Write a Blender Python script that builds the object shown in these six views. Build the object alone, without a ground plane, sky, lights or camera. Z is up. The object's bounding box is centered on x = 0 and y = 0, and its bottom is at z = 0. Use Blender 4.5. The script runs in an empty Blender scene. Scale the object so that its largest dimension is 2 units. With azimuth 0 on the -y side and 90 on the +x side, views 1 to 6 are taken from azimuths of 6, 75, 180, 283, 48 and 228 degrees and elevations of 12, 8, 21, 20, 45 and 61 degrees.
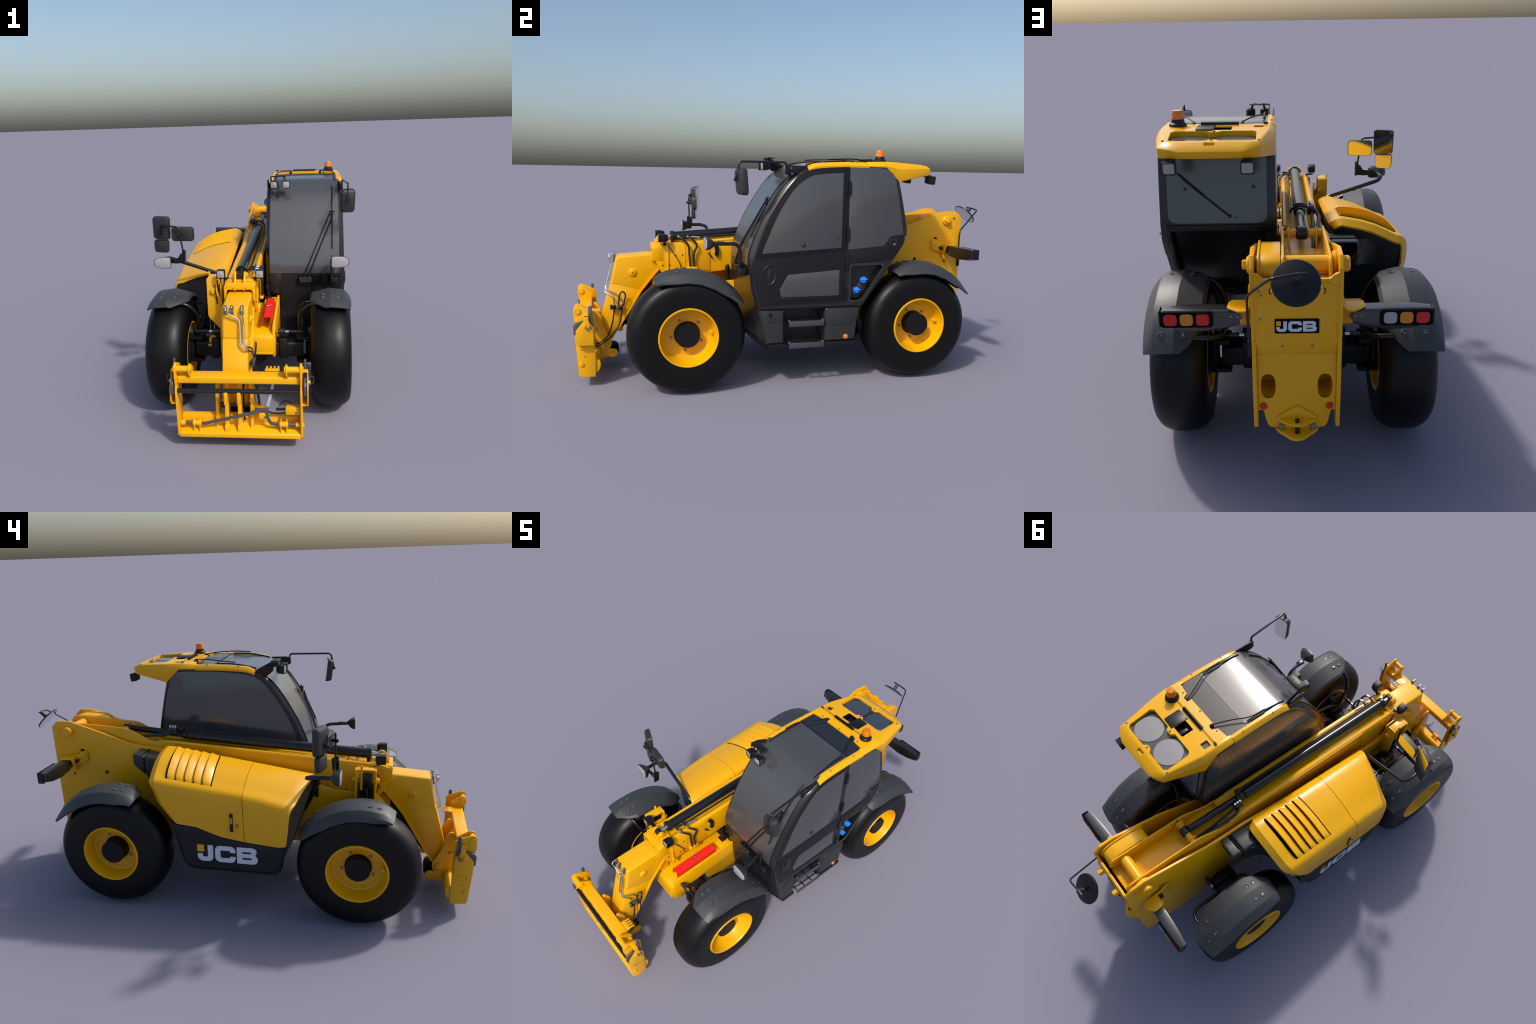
# Telescopic handler: built part by part in metres, front = -y, cab side = +x
import bpy, bmesh, math, random
from mathutils import Vector, Matrix
random.seed(7)
V = Vector
XC = -0.010          # centre line of the chassis
BX = -0.036          # centre line of the boom (offset to the engine side)

# ------------------------------------------------------------------ materials
def material(name, col, rough=0.5, metal=0.0, spec=0.5, coat=0.0, grain=0.0, scale=60.0, bump=0.0, trans=0.0, rvar=0.0):
    m = bpy.data.materials.new(name)
    m.use_nodes = True
    nt = m.node_tree
    b = nt.nodes["Principled BSDF"]
    b.inputs["Base Color"].default_value = (*col, 1)
    b.inputs["Roughness"].default_value = rough
    b.inputs["Metallic"].default_value = metal
    b.inputs["Specular IOR Level"].default_value = spec
    b.inputs["Coat Weight"].default_value = coat
    b.inputs["Coat Roughness"].default_value = 0.12
    b.inputs["Transmission Weight"].default_value = trans
    tc = nt.nodes.new("ShaderNodeTexCoord")
    nz = nt.nodes.new("ShaderNodeTexNoise")
    nz.inputs["Scale"].default_value = scale
    nz.inputs["Detail"].default_value = 4
    nt.links.new(tc.outputs["Object"], nz.inputs["Vector"])
    if grain:
        mr = nt.nodes.new("ShaderNodeMapRange")
        mr.inputs["To Min"].default_value = 1 - grain
        mr.inputs["To Max"].default_value = 1 + grain
        nt.links.new(nz.outputs["Fac"], mr.inputs["Value"])
        mx = nt.nodes.new("ShaderNodeMix")
        mx.data_type = 'RGBA'
        mx.blend_type = 'MULTIPLY'
        mx.inputs["Factor"].default_value = 1
        mx.inputs["A"].default_value = (*col, 1)
        nt.links.new(mr.outputs["Result"], mx.inputs["B"])
        nt.links.new(mx.outputs["Result"], b.inputs["Base Color"])
    if rvar:
        mr2 = nt.nodes.new("ShaderNodeMapRange")
        mr2.inputs["To Min"].default_value = rough - rvar
        mr2.inputs["To Max"].default_value = rough + rvar
        nt.links.new(nz.outputs["Fac"], mr2.inputs["Value"])
        nt.links.new(mr2.outputs["Result"], b.inputs["Roughness"])
    if bump:
        bp = nt.nodes.new("ShaderNodeBump")
        bp.inputs["Strength"].default_value = bump
        bp.inputs["Distance"].default_value = 0.001
        n2 = nt.nodes.new("ShaderNodeTexNoise")
        n2.inputs["Scale"].default_value = 500
        nt.links.new(tc.outputs["Object"], n2.inputs["Vector"])
        nt.links.new(n2.outputs["Fac"], bp.inputs["Height"])
        nt.links.new(bp.outputs["Normal"], b.inputs["Normal"])
    return m

YEL = material("yellow_paint", (0.82, 0.402, 0.0015), 0.29, spec=0.40, grain=0.02, scale=8)
YELC = material("yellow_cast_paint", (0.78, 0.375, 0.0015), 0.42, spec=0.4, grain=0.03, scale=25)
BLK = material("black_frame_paint", (0.0075, 0.0072, 0.009), 0.40, spec=0.35, grain=0.04)
BLKG = material("gloss_black_frame", (0.014, 0.014, 0.015), 0.25)
DARK = material("recess_black", (0.003, 0.003, 0.0035), 0.7, spec=0.1)
PLA = material("dark_grey_plastic", (0.024, 0.0245, 0.025), 0.45, grain=0.05, scale=200, bump=0.05)
FEN = material("fender_grey_plastic", (0.038, 0.040, 0.043), 0.48, grain=0.05, scale=150, bump=0.05)
HUB = material("hub_black", (0.006, 0.0058, 0.0072), 0.5, spec=0.25)
RUB = material("tyre_rubber", (0.0028, 0.0029, 0.0032), 0.42, spec=0.28, grain=0.06, scale=40)
GLS = material("tinted_glass", (0.058, 0.057, 0.062), 0.17, spec=0.9)
GLS2 = material("windscreen_glass", (0.058, 0.058, 0.062), 0.20, spec=1.0)
GLS3 = material("roof_sunblind", (0.014, 0.0145, 0.017), 0.22, spec=0.9)
CHR = material("polished_steel", (0.62, 0.63, 0.65), 0.2, metal=1.0)
STL = material("grey_steel", (0.10, 0.103, 0.12), 0.45, metal=0.4, grain=0.05)
BOLT = material("zinc_bolt", (0.22, 0.225, 0.24), 0.35, metal=0.6)
CYL = material("cylinder_black_paint", (0.0085, 0.009, 0.011), 0.22)
HOSE = material("rubber_hose", (0.013, 0.0135, 0.015), 0.42, bump=0.1)
AXL = material("axle_black_paint", (0.0065, 0.0065, 0.0075), 0.5, spec=0.35)
RED = material("red_paint", (0.78, 0.012, 0.010), 0.4)
LRED = material("red_lens", (0.55, 0.012, 0.012), 0.25)
LAMB = material("amber_lens", (0.62, 0.22, 0.01), 0.25)
LWHT = material("clear_lens", (0.34, 0.33, 0.35), 0.22)
BLUE = material("blue_cap_plastic", (0.012, 0.21, 0.88), 0.4)
MIR = material("mirror_glass", (0.75, 0.76, 0.78), 0.06, metal=1.0)
WHT = material("white_lettering", (0.60, 0.64, 0.72), 0.45)
FAN = material("fan_mesh_grey", (0.24, 0.245, 0.255), 0.2, metal=0.9)
BEAM = material("gloss_black_beam", (0.010, 0.010, 0.011), 0.27, spec=1.0)
VPAN = material("vent_panel_black", (0.012, 0.0125, 0.015), 0.25, spec=0.9)
STEP = material("step_grey", (0.055, 0.054, 0.062), 0.4)
BAMB = material("amber_beacon_lens", (0.86, 0.24, 0.004), 0.12, trans=0.25)

# ------------------------------------------------------------------ object helpers
def link(ob, parent):
    bpy.context.scene.collection.objects.link(ob)
    ob.parent = parent
    return ob

def group(name, parent, loc=(0, 0, 0)):
    e = bpy.data.objects.new(name, None)
    e.empty_display_size = 0.05
    e.location = loc
    return link(e, parent)

def finish(name, bm, mat, parent, bevel=0.0, seg=2, angle=35, bang=28):
    bmesh.ops.remove_doubles(bm, verts=bm.verts, dist=1e-6)
    bmesh.ops.recalc_face_normals(bm, faces=bm.faces)
    if bevel > 0:
        es = [e for e in bm.edges if len(e.link_faces) == 2 and e.calc_face_angle(0) > math.radians(bang)]
        if es:
            bmesh.ops.bevel(bm, geom=es, offset=bevel, offset_type='OFFSET', segments=seg, profile=0.5,
                            affect='EDGES', clamp_overlap=True)
    me = bpy.data.meshes.new(name)
    bm.to_mesh(me)
    bm.free()
    me.polygons.foreach_set("use_smooth", [True] * len(me.polygons))
    me.set_sharp_from_angle(angle=math.radians(angle))
    me.materials.append(mat)
    return link(bpy.data.objects.new(name, me), parent)

def loft(name, rings, mat, parent, cap=True, closed=True, ring_loop=False, **kw):
    bm = bmesh.new()
    vs = [[bm.verts.new(p) for p in r] for r in rings]
    n = len(rings[0])
    m = len(rings)
    for i in range(m if ring_loop else m - 1):
        a, b = vs[i], vs[(i + 1) % m]
        for j in range(n if closed else n - 1):
            k = (j + 1) % n
            try:
                bm.faces.new((a[j], a[k], b[k], b[j]))
            except ValueError:
                pass
    if cap and closed and not ring_loop:
        bm.faces.new(vs[0])
        bm.faces.new(vs[-1])
    return finish(name, bm, mat, parent, **kw)

def to3(ax, a, p, q):
    return (a, p, q) if ax == 'x' else ((p, a, q) if ax == 'y' else (p, q, a))

def prism(name, pts, ax, a0, a1, mat, parent, **kw):
    return loft(name, [[to3(ax, a, p, q) for p, q in pts] for a in (a0, a1)], mat, parent, **kw)

def box(name, c, s, mat, parent, rot=None, bevel=0.003, **kw):
    bm = bmesh.new()
    bmesh.ops.create_cube(bm, size=1)
    M = Matrix.Translation(c) @ (rot.to_4x4() if rot else Matrix()) @ Matrix.Diagonal((*s, 1))
    bm.transform(M)
    return finish(name, bm, mat, parent, bevel=bevel, **kw)

def axis_matrix(c, n, up=(0, 0, 1)):
    n = V(n).normalized()
    u = V(up).cross(n)
    if u.length < 1e-4:
        u = V((0, 1, 0)).cross(n)
    u.normalize()
    v = n.cross(u)
    M = Matrix((u, v, n)).transposed().to_4x4()
    M.translation = c
    return M

def lathe(name, prof, c, axis, mat, parent, n=32, loop=False, **kw):
    """prof: (radius, height along axis)"""
    M = axis_matrix(c, axis)
    bm = bmesh.new()
    rings = []
    for r, h in prof:
        if r < 1e-6:
            rings.append([bm.verts.new(M @ V((0, 0, h)))])
        else:
            rings.append([bm.verts.new(M @ V((r * math.cos(2 * math.pi * i / n), r * math.sin(2 * math.pi * i / n), h))) for i in range(n)])
    m = len(rings)
    for i in range(m if loop else m - 1):
        a, b = rings[i], rings[(i + 1) % m]
        for j in range(n):
            k = (j + 1) % n
            if len(a) == 1 and len(b) == 1:
                continue
            if len(a) == 1:
                bm.faces.new((a[0], b[k], b[j]))
            elif len(b) == 1:
                bm.faces.new((a[j], a[k], b[0]))
            else:
                bm.faces.new((a[j], a[k], b[k], b[j]))
    return finish(name, bm, mat, parent, **kw)

def rod(name, p0, p1, r, mat, parent, n=20, ch=None):
    p0, p1 = V(p0), V(p1)
    L = (p1 - p0).length
    ch = min(r * 0.2, L * 0.3) if ch is None else ch
    pr = [(0, 0), (r - ch, 0), (r, ch), (r, L - ch), (r - ch, L), (0, L)]
    return lathe(name, pr, p0, p1 - p0, mat, parent, n=n)

def fillet_path(pts, f, seg=5):
    pts = [V(p) for p in pts]
    out = [pts[0]]
    for i in range(1, len(pts) - 1):
        a, b, c = pts[i - 1], pts[i], pts[i + 1]
        d = min(f, (a - b).length * 0.45, (c - b).length * 0.45)
        s = b + (a - b).normalized() * d
        e = b + (c - b).normalized() * d
        for k in range(seg + 1):
            t = k / seg
            out.append(s * (1 - t) ** 2 + b * 2 * t * (1 - t) + e * t * t)
    out.append(pts[-1])
    return out

def tube(name, pts, r, mat, parent, f=0.02, n=10, seg=5):
    path = fillet_path(pts, f, seg)
    rings = []
    t = (path[1] - path[0]).normalized()
    u = t.orthogonal().normalized()
    for i, p in enumerate(path):
        if i == 0:
            t2 = path[1] - path[0]
        elif i == len(path) - 1:
            t2 = path[-1] - path[-2]
        else:
            t2 = (path[i + 1] - path[i]).normalized() + (path[i] - path[i - 1]).normalized()
        t2.normalize()
        q = t.rotation_difference(t2)
        u = q @ u
        t = t2
        w = t.cross(u)
        rings.append([p + (u * math.cos(2 * math.pi * k / n) + w * math.sin(2 * math.pi * k / n)) * r for k in range(n)])
    return loft(name, rings, mat, parent, angle=50)

def ribbon(name, pts, half_w, thick, mat, parent, wdir=(1, 0, 0), **kw):
    """flat strip of rectangular section swept along a path"""
    pts = [V(p) for p in pts]
    w = V(wdir).normalized()
    rings = []
    for i, p in enumerate(pts):
        t = (pts[min(i + 1, len(pts) - 1)] - pts[max(i - 1, 0)]).normalized()
        nn = t.cross(w).normalized() * thick * 0.5
        rings.append([p - w * half_w - nn, p + w * half_w - nn, p + w * half_w + nn, p - w * half_w + nn])
    return loft(name, rings, mat, parent, **kw)

def rrect(w, h, r, n=4):
    out = []
    for cx, cy, a0 in ((w / 2 - r, h / 2 - r, 0), (-w / 2 + r, h / 2 - r, 90), (-w / 2 + r, -h / 2 + r, 180), (w / 2 - r, -h / 2 + r, 270)):
        for i in range(n + 1):
            a = math.radians(a0 + 90 * i / n)
            out.append((cx + r * math.cos(a), cy + r * math.sin(a)))
    return out

def slab(name, contour, M, layers, mat, parent, **kw):
    """contour lofted along local normal; layers: (height, scale)"""
    return loft(name, [[M @ V((u * s, v * s, h)) for u, v in contour] for h, s in layers], mat, parent, **kw)

def offset_poly(pts, d):
    n = len(pts)
    area = sum(pts[i][0] * pts[(i + 1) % n][1] - pts[(i + 1) % n][0] * pts[i][1] for i in range(n))
    sg = 1 if area > 0 else -1
    out = []
    for i in range(n):
        p0, p1, p2 = V(pts[i - 1]), V(pts[i]), V(pts[(i + 1) % n])
        e1, e2 = (p1 - p0).normalized(), (p2 - p1).normalized()
        n1, n2 = V((-e1.y, e1.x)) * sg, V((-e2.y, e2.x)) * sg
        b = n1 + n2
        k = d / max(0.35, (1 + n1.dot(n2)) / 2) / 2
        out.append(tuple(p1 + b * k))
    return out

def round_poly(pts, r, seg=3):
    """round every corner of a 2D polygon; r may be a list"""
    n = len(pts)
    out = []
    for i in range(n):
        rr = r[i] if isinstance(r, (list, tuple)) else r
        a, b, c = V(pts[i - 1]), V(pts[i]), V(pts[(i + 1) % n])
        if rr <= 0:
            out.append(tuple(b))
            continue
        d = min(rr, (a - b).length * 0.45, (c - b).length * 0.45)
        s, e = b + (a - b).normalized() * d, b + (c - b).normalized() * d
        for k in range(seg + 1):
            t = k / seg
            out.append(tuple(s * (1 - t) ** 2 + b * 2 * t * (1 - t) + e * t * t))
    return out

def cut(ob, cutters):
    for c in cutters:
        md = ob.modifiers.new("cut", 'BOOLEAN')
        md.operation = 'DIFFERENCE'
        md.object = c
        md.solver = 'EXACT'
    dg = bpy.context.evaluated_depsgraph_get()
    dg.update()
    me = bpy.data.meshes.new_from_object(ob.evaluated_get(dg))
    old = ob.data
    ob.modifiers.clear()
    ob.data = me
    me.name = ob.name
    bpy.data.meshes.remove(old)
    me.polygons.foreach_set("use_smooth", [True] * len(me.polygons))
    me.set_sharp_from_angle(angle=math.radians(35))
    for c in cutters:
        d = c.data
        bpy.data.objects.remove(c)
        bpy.data.meshes.remove(d)
    return ob

def circle2(c, r, n=20):
    return [(c[0] + r * math.cos(2 * math.pi * i / n), c[1] + r * math.sin(2 * math.pi * i / n)) for i in range(n)]

def hole(c2, r, ax, a0, a1, n=20):
    return prism("cutter", circle2(c2, r, n), ax, a0, a1, DARK, None)

def repeat(src, name, M, parent):
    o = bpy.data.objects.new(name, src.data)
    link(o, parent)
    o.matrix_local = M
    return o

BOLT_SRC = {}
def bolt(p, n, r, parent, mat=BOLT, h=0.6, name="bolt", sides=6):
    key = (round(r, 4), mat.name, h, sides)
    if key not in BOLT_SRC:
        bm = bmesh.new()
        rr = [[(rad * math.cos(2 * math.pi * i / sides), rad * math.sin(2 * math.pi * i / sides), z) for i in range(sides)]
              for rad, z in ((r, -r * 0.5), (r, r * h * 0.8), (r * 0.85, r * h))]
        vs = [[bm.verts.new(q) for q in ring] for ring in rr]
        for a, b in zip(vs, vs[1:]):
            for j in range(sides):
                k = (j + 1) % sides
                bm.faces.new((a[j], a[k], b[k], b[j]))
        bm.faces.new(vs[-1])
        me = bpy.data.meshes.new(name)
        bm.to_mesh(me)
        bm.free()
        me.materials.append(mat)
        BOLT_SRC[key] = me
    o = bpy.data.objects.new(name, BOLT_SRC[key])
    link(o, parent)
    o.matrix_local = axis_matrix(p, n)
    return o

def lerp_table(tab, x):
    if x <= tab[0][0]:
        return tab[0][1]
    for (x0, y0), (x1, y1) in zip(tab, tab[1:]):
        if x <= x1:
            return y0 + (y1 - y0) * (x - x0) / (x1 - x0)
    return tab[-1][1]

def arc2(cx, cy, rx, ry, a0, a1, n=5):
    return [(cx + rx * math.cos(math.radians(a0 + (a1 - a0) * i / n)), cy + ry * math.sin(math.radians(a0 + (a1 - a0) * i / n))) for i in range(n + 1)]

# wide block letters of the maker's plate, height 1, total width 3.48
GLYPH_J = [(0.61, 1), (0.92, 1)] + arc2(0.62, 0.30, 0.30, 0.30, 0, -90) + arc2(0.32, 0.30, 0.32, 0.30, -90, -180) + [(0, 0.46), (0.30, 0.46)] + arc2(0.38, 0.36, 0.08, 0.09, 180, 270, 3) + arc2(0.55, 0.33, 0.06, 0.06, -90, 0, 3)
GLYPH_C = [(2.21, 0.62)] + arc2(1.93, 0.70, 0.28, 0.30, 0, 90) + arc2(1.33, 0.70, 0.30, 0.30, 90, 180) + arc2(1.33, 0.30, 0.30, 0.30, 180, 270) + arc2(1.93, 0.30, 0.28, 0.30, 270, 360) + [(2.21, 0.38), (1.90, 0.38)] + arc2(1.84, 0.33, 0.06, 0.06, 0, -90, 3) + arc2(1.42, 0.35, 0.08, 0.08, 270, 180, 3) + arc2(1.42, 0.65, 0.08, 0.08, 180, 90, 3) + arc2(1.84, 0.67, 0.06, 0.06, 90, 0, 3) + [(1.90, 0.62)]
GLYPH_B = [(2.29, 0), (2.29, 1)] + arc2(3.16, 0.76, 0.26, 0.24, 90, -30, 6) + [(3.34, 0.54)] + arc2(3.20, 0.27, 0.28, 0.27, 35, -90, 6)
HOLES_B = [[(2.60, 0.62), (2.60, 0.74)] + arc2(3.06, 0.68, 0.06, 0.06, 90, -90, 4), [(2.60, 0.26), (2.60, 0.38)] + arc2(3.08, 0.32, 0.06, 0.06, 90, -90, 4)]
SQUARE = [(0, 0.58), (0.40, 0.58), (0.40, 1), (0, 1)]

def glyph(name, contours, M, t, mat, parent):
    cu = bpy.data.curves.new(name, 'CURVE')
    cu.dimensions = '2D'
    cu.fill_mode = 'BOTH'
    cu.extrude = t
    for c in contours:
        sp = cu.splines.new('POLY')
        sp.points.add(len(c) - 1)
        for i, p in enumerate(c):
            sp.points[i].co = (p[0], p[1], 0, 1)
        sp.use_cyclic_u = True
    tmp = bpy.data.objects.new("tmp", cu)
    bpy.context.scene.collection.objects.link(tmp)
    dg = bpy.context.evaluated_depsgraph_get()
    dg.update()
    me = bpy.data.meshes.new_from_object(tmp.evaluated_get(dg))
    bpy.data.objects.remove(tmp)
    bpy.data.curves.remove(cu)
    me.transform(M)
    me.name = name
    me.materials.clear()
    me.materials.append(mat)
    return link(bpy.data.objects.new(name, me), parent)

def lettering(origin, right, up, height, parent):
    r, u = V(right).normalized(), V(up).normalized()
    n = r.cross(u)
    M = Matrix((r * height, u * height, n)).transposed().to_4x4()
    M.translation = origin
    for c in ([GLYPH_J], [GLYPH_C], [GLYPH_B] + HOLES_B):
        glyph("letter", c, M, 0.0012, WHT, parent)
    glyph("logo_square", [SQUARE], M, 0.0012, YEL, parent)

# ------------------------------------------------------------------ root
root = bpy.data.objects.new("telescopic_handler", None)
bpy.context.scene.collection.objects.link(root)
root["label"] = "yellow telescopic handler with black cab, side boom and carriage"
root["category"] = "construction vehicle"

WHEEL_R = 0.2445
WHEELS = [(1, -0.546), (-1, -0.546), (1, 0.482), (-1, 0.482)]
TRACK = 0.3480
XW = -0.0045         # centre line of the wheels

# ------------------------------------------------------------------ wheels
def build_wheels():
    tyre_prof = [(0.118, 0.074), (0.124, 0.0805), (0.150, 0.0835), (0.195, 0.0832), (0.211, 0.0800), (0.2230, 0.0710), (0.2335, 0.0575), (0.2400, 0.0415), (0.2435, 0.0250), (0.2444, 0.010), (0.2445, 0.0)]
    tyre_prof = tyre_prof + [(r, -h) for r, h in tyre_prof[-2::-1]]
    rim_prof = [(0.1235, 0.0790), (0.1215, 0.0850), (0.117, 0.0845), (0.1145, 0.0790), (0.1130, 0.070), (0.1075, 0.046), (0.1000, 0.027), (0.0980, 0.026), (0.0940, 0.0245), (0.0925, 0.020), (0.0880, 0.0185), (0.0865, 0.0150), (0.0830, 0.0145),
                (0.0, 0.0140), (0.0, 0.004), (0.088, 0.004), (0.094, -0.008), (0.104, -0.05), (0.112, -0.076), (0.117, -0.081), (0.1235, -0.080), (0.1235, -0.05), (0.11, 0.0), (0.1235, 0.05)]
    hub_prof = [(0.0, -0.02), (0.054, -0.02), (0.054, 0.017), (0.0505, 0.020), (0.0500, 0.0475), (0.0490, 0.049), (0.0, 0.049)]
    rear_hub = [(r, h + (0.018 if h > 0.03 else 0)) for r, h in hub_prof]
    src_rear = None
    src = None
    for sx, y in WHEELS:
        w = group("wheel", root, (XW + sx * TRACK, y, WHEEL_R))
        if src is None:
            t = lathe("tyre", tyre_prof, (0, 0, 0), (1, 0, 0), RUB, w, n=72)
            r = lathe("rim", rim_prof, (0, 0, 0), (1, 0, 0), YEL, w, n=64, angle=25)
            h = lathe("hub_cap", hub_prof, (0, 0, 0), (1, 0, 0), HUB, w, n=40)
            v = rod("valve_boss", (0.036, 0.096, 0.010), (0.052, 0.099, 0.010), 0.0075, YEL, w, n=12)
            src = (t, r, h, v)
            flip = Matrix()
        else:
            flip = Matrix() if sx > 0 else Matrix.Rotation(math.pi, 4, 'Z')
            for o in (src if y < 0 else (src[0], src[1], src[3])):
                repeat(o, o.data.name.split('.')[0], flip, w)
        if y > 0:
            if src_rear is None:
                src_rear = lathe("hub_cap", rear_hub, (0, 0, 0), (1, 0, 0), HUB, w, n=40)
            else:
                repeat(src_rear, "hub_cap", flip, w)
        for i in range(5):
            a = math.radians(118 + 72 * i)
            p = V((0.0145 * sx, sx * 0.067 * math.cos(a), 0.067 * math.sin(a)))
            bolt(p, (sx, 0, 0), 0.0055, w, name="wheel_bolt", h=1.4)

build_wheels()

# ------------------------------------------------------------------ fenders
FEN_LINE = [(-0.137, 0.480), (-0.118, 0.493), (-0.094, 0.504), (-0.054, 0.513), (0.0, 0.516), (0.06, 0.508), (0.125, 0.484), (0.165, 0.459), (0.200, 0.428), (0.222, 0.400), (0.236, 0.380)]

def build_fender(sx, wy, dz):
    rings = []
    n = len(FEN_LINE)
    for i, (dy, z) in enumerate(FEN_LINE):
        a = V(FEN_LINE[max(i - 1, 0)])
        b = V(FEN_LINE[min(i + 1, n - 1)])
        t = (b - a).normalized()
        nr = V((-t.y, t.x))                                 # outward normal in the y-z plane
        fr = max(0.0, 1 - i / 3.0)
        re = max(0.0, 1 - (n - 1 - i) / 3.0)
        e = max(fr, re)
        xin = 0.262 + 0.066 * e ** 1.15
        lip = 1 - 0.65 * fr - 0.80 * re
        xo = (0.437 if wy < 0 else 0.443) - 0.008 * e
        sec = [(xin, -0.024 * (1 - e) - 0.004), (xin + 0.010, -0.015 * (1 - e) - 0.002), (max(0.345, xin + 0.018), 0.0015), (0.404, -0.006), (0.412, -0.009), (0.430, -0.009 - 0.020 * lip), (xo, -0.010 - 0.034 * lip)]
        up = [(x, d) for x, d in sec]
        lo = [(x - (0.003 if k > 3 else 0), d - 0.005) for k, (x, d) in enumerate(sec)]
        ring = []
        for x, d in up + lo[::-1]:
            p = V((dy, z)) + nr * d
            ring.append((XW + sx * x, wy + p.x, p.y + dz))
        rings.append(ring)
    ob = loft("fender", rings, FEN, root, angle=18)
    def surf(dy, x):
        z = lerp_table(FEN_LINE, dy)
        s = (lerp_table(FEN_LINE, dy + 0.01) - lerp_table(FEN_LINE, dy - 0.01)) / 0.02
        nr = V((0, -s, 1)).normalized()
        d = 0.0015 - (0.345 - x) * 0.22 if x < 0.345 else 0.0015 - (x - 0.345) * 0.127
        return V((XW + sx * x, wy + dy, z + dz)) + nr * (d + 0.0006), nr
    for dy in (-0.075, -0.042, 0.168, 0.204):
        for x in (0.318, 0.380):
            p, nr = surf(dy, x)
            lathe("bolt_dimple", [(0.0105, -0.0006), (0.0090, 0.0010), (0.0070, 0.0008), (0.0056, -0.0004), (0, -0.0004)], p, nr, FEN, ob, n=16)
            bolt(p - nr * 0.0012, nr, 0.0040, ob, h=0.7)
    # tubular stay brackets on the steering knuckle
    P = lambda x, dy, z: (XC + sx * x, wy + dy, z)
    tube("fender_stay", [P(0.330, -0.080, 0.482 + dz), P(0.262, -0.080, 0.476 + dz), P(0.222, -0.062, 0.430), P(0.222, -0.022, 0.330)], 0.0078, CYL, ob, f=0.035)
    tube("fender_stay", [P(0.330, 0.190, 0.408 + dz), P(0.245, 0.190, 0.404 + dz), P(0.218, 0.150, 0.400), P(0.218, 0.050, 0.372), P(0.220, 0.010, 0.335)], 0.0078, CYL, ob, f=0.030)
    prism("stay_plate", [(wy - 0.035, 0.315), (wy + 0.035, 0.315), (wy + 0.035, 0.400), (wy - 0.035, 0.400)], 'x', XC + sx * 0.228, XC + sx * 0.236, AXL, ob, bevel=0.002)
    for dy in (-0.025, 0.025):
        for z in (0.350, 0.385):
            bolt((XC + sx * 0.2275, wy + dy, z), (-sx, 0, 0), 0.005, ob)

for sx, y in WHEELS:
    build_fender(sx, y + (0.012 if y > 0 else 0.0), 0.011 if y > 0 else 0.0)

# ------------------------------------------------------------------ axles
def build_axle(wy):
    ax = group("axle", root)
    sec = round_poly([(-0.042, 0.222), (0.042, 0.222), (0.042, 0.290), (-0.042, 0.290)], 0.012)
    prism("axle_beam", [(wy + a, b) for a, b in sec], 'x', XC - 0.235, XC + 0.235, AXL, ax, bevel=0.003)
    lathe("differential_case", [(0, -0.075), (0.05, -0.07), (0.075, -0.035), (0.078, 0.0), (0.075, 0.035), (0.05, 0.07), (0, 0.075)], (XC, wy, 0.25), (1, 0, 0), AXL, ax, n=28)
    rod("drive_shaft", (XC, wy - math.copysign(0.07, wy), 0.255), (XC, wy - math.copysign(0.33, wy), 0.262), 0.018, AXL, ax)
    for sx in (1, -1):
        X = lambda v: XC + sx * v
        for z0, z1 in ((0.196, 0.210), (0.298, 0.314)):
            prism("knuckle_fork", round_poly([(X(0.205), wy - 0.04), (X(0.27), wy - 0.038), (X(0.292), wy), (X(0.27), wy + 0.038), (X(0.205), wy + 0.04)], 0.012), 'z', z0, z1, AXL, ax, bevel=0.003)
        rod("king_pin", (X(0.265), wy, 0.188), (X(0.265), wy, 0.328), 0.020, AXL, ax)
        rod("knuckle_cap", (X(0.265), wy, 0.322), (X(0.265), wy, 0.345), 0.011, BOLT, ax, n=12)
        lathe("hub_housing", [(0, 0), (0.045, 0), (0.062, 0.012), (0.075, 0.02), (0.082, 0.04), (0.080, 0.090), (0, 0.090)], (X(0.262), wy, WHEEL_R), (sx, 0, 0), AXL, ax, n=32)
        box("trunnion_block", (X(0.150), wy - 0.002, 0.263), (0.034, 0.10, 0.096), AXL, ax, bevel=0.006)
        box("trunnion_cap", (X(0.150), wy - 0.002, 0.316), (0.040, 0.07, 0.016), AXL, ax, bevel=0.004)
        # sensor / track rod between frame and knuckle, with bellows
        yr = wy + math.copysign(0.055, wy)
        rod("track_rod", (X(0.112), yr, 0.345), (X(0.238), yr, 0.345), 0.0055, AXL, ax, n=12)
        rod("rod_boot", (X(0.126), yr, 0.345), (X(0.158), yr, 0.345), 0.012, HOSE, ax, n=14)
        rod("rod_sleeve", (X(0.158), yr, 0.345), (X(0.176), yr, 0.345), 0.0068, CHR, ax, n=12)
        rod("rod_barrel", (X(0.176), yr, 0.345), (X(0.208), yr, 0.345), 0.0078, CYL, ax, n=12)
        y2 = wy - math.copysign(0.060, wy)
        rod("steering_ram", (X(0.06), y2, 0.262), (X(0.20), y2, 0.262), 0.017, AXL, ax)
        rod("steering_rod", (X(0.20), y2, 0.262), (X(0.262), y2, 0.262), 0.008, CHR, ax, n=12)

build_axle(-0.546)
build_axle(0.482)

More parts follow.
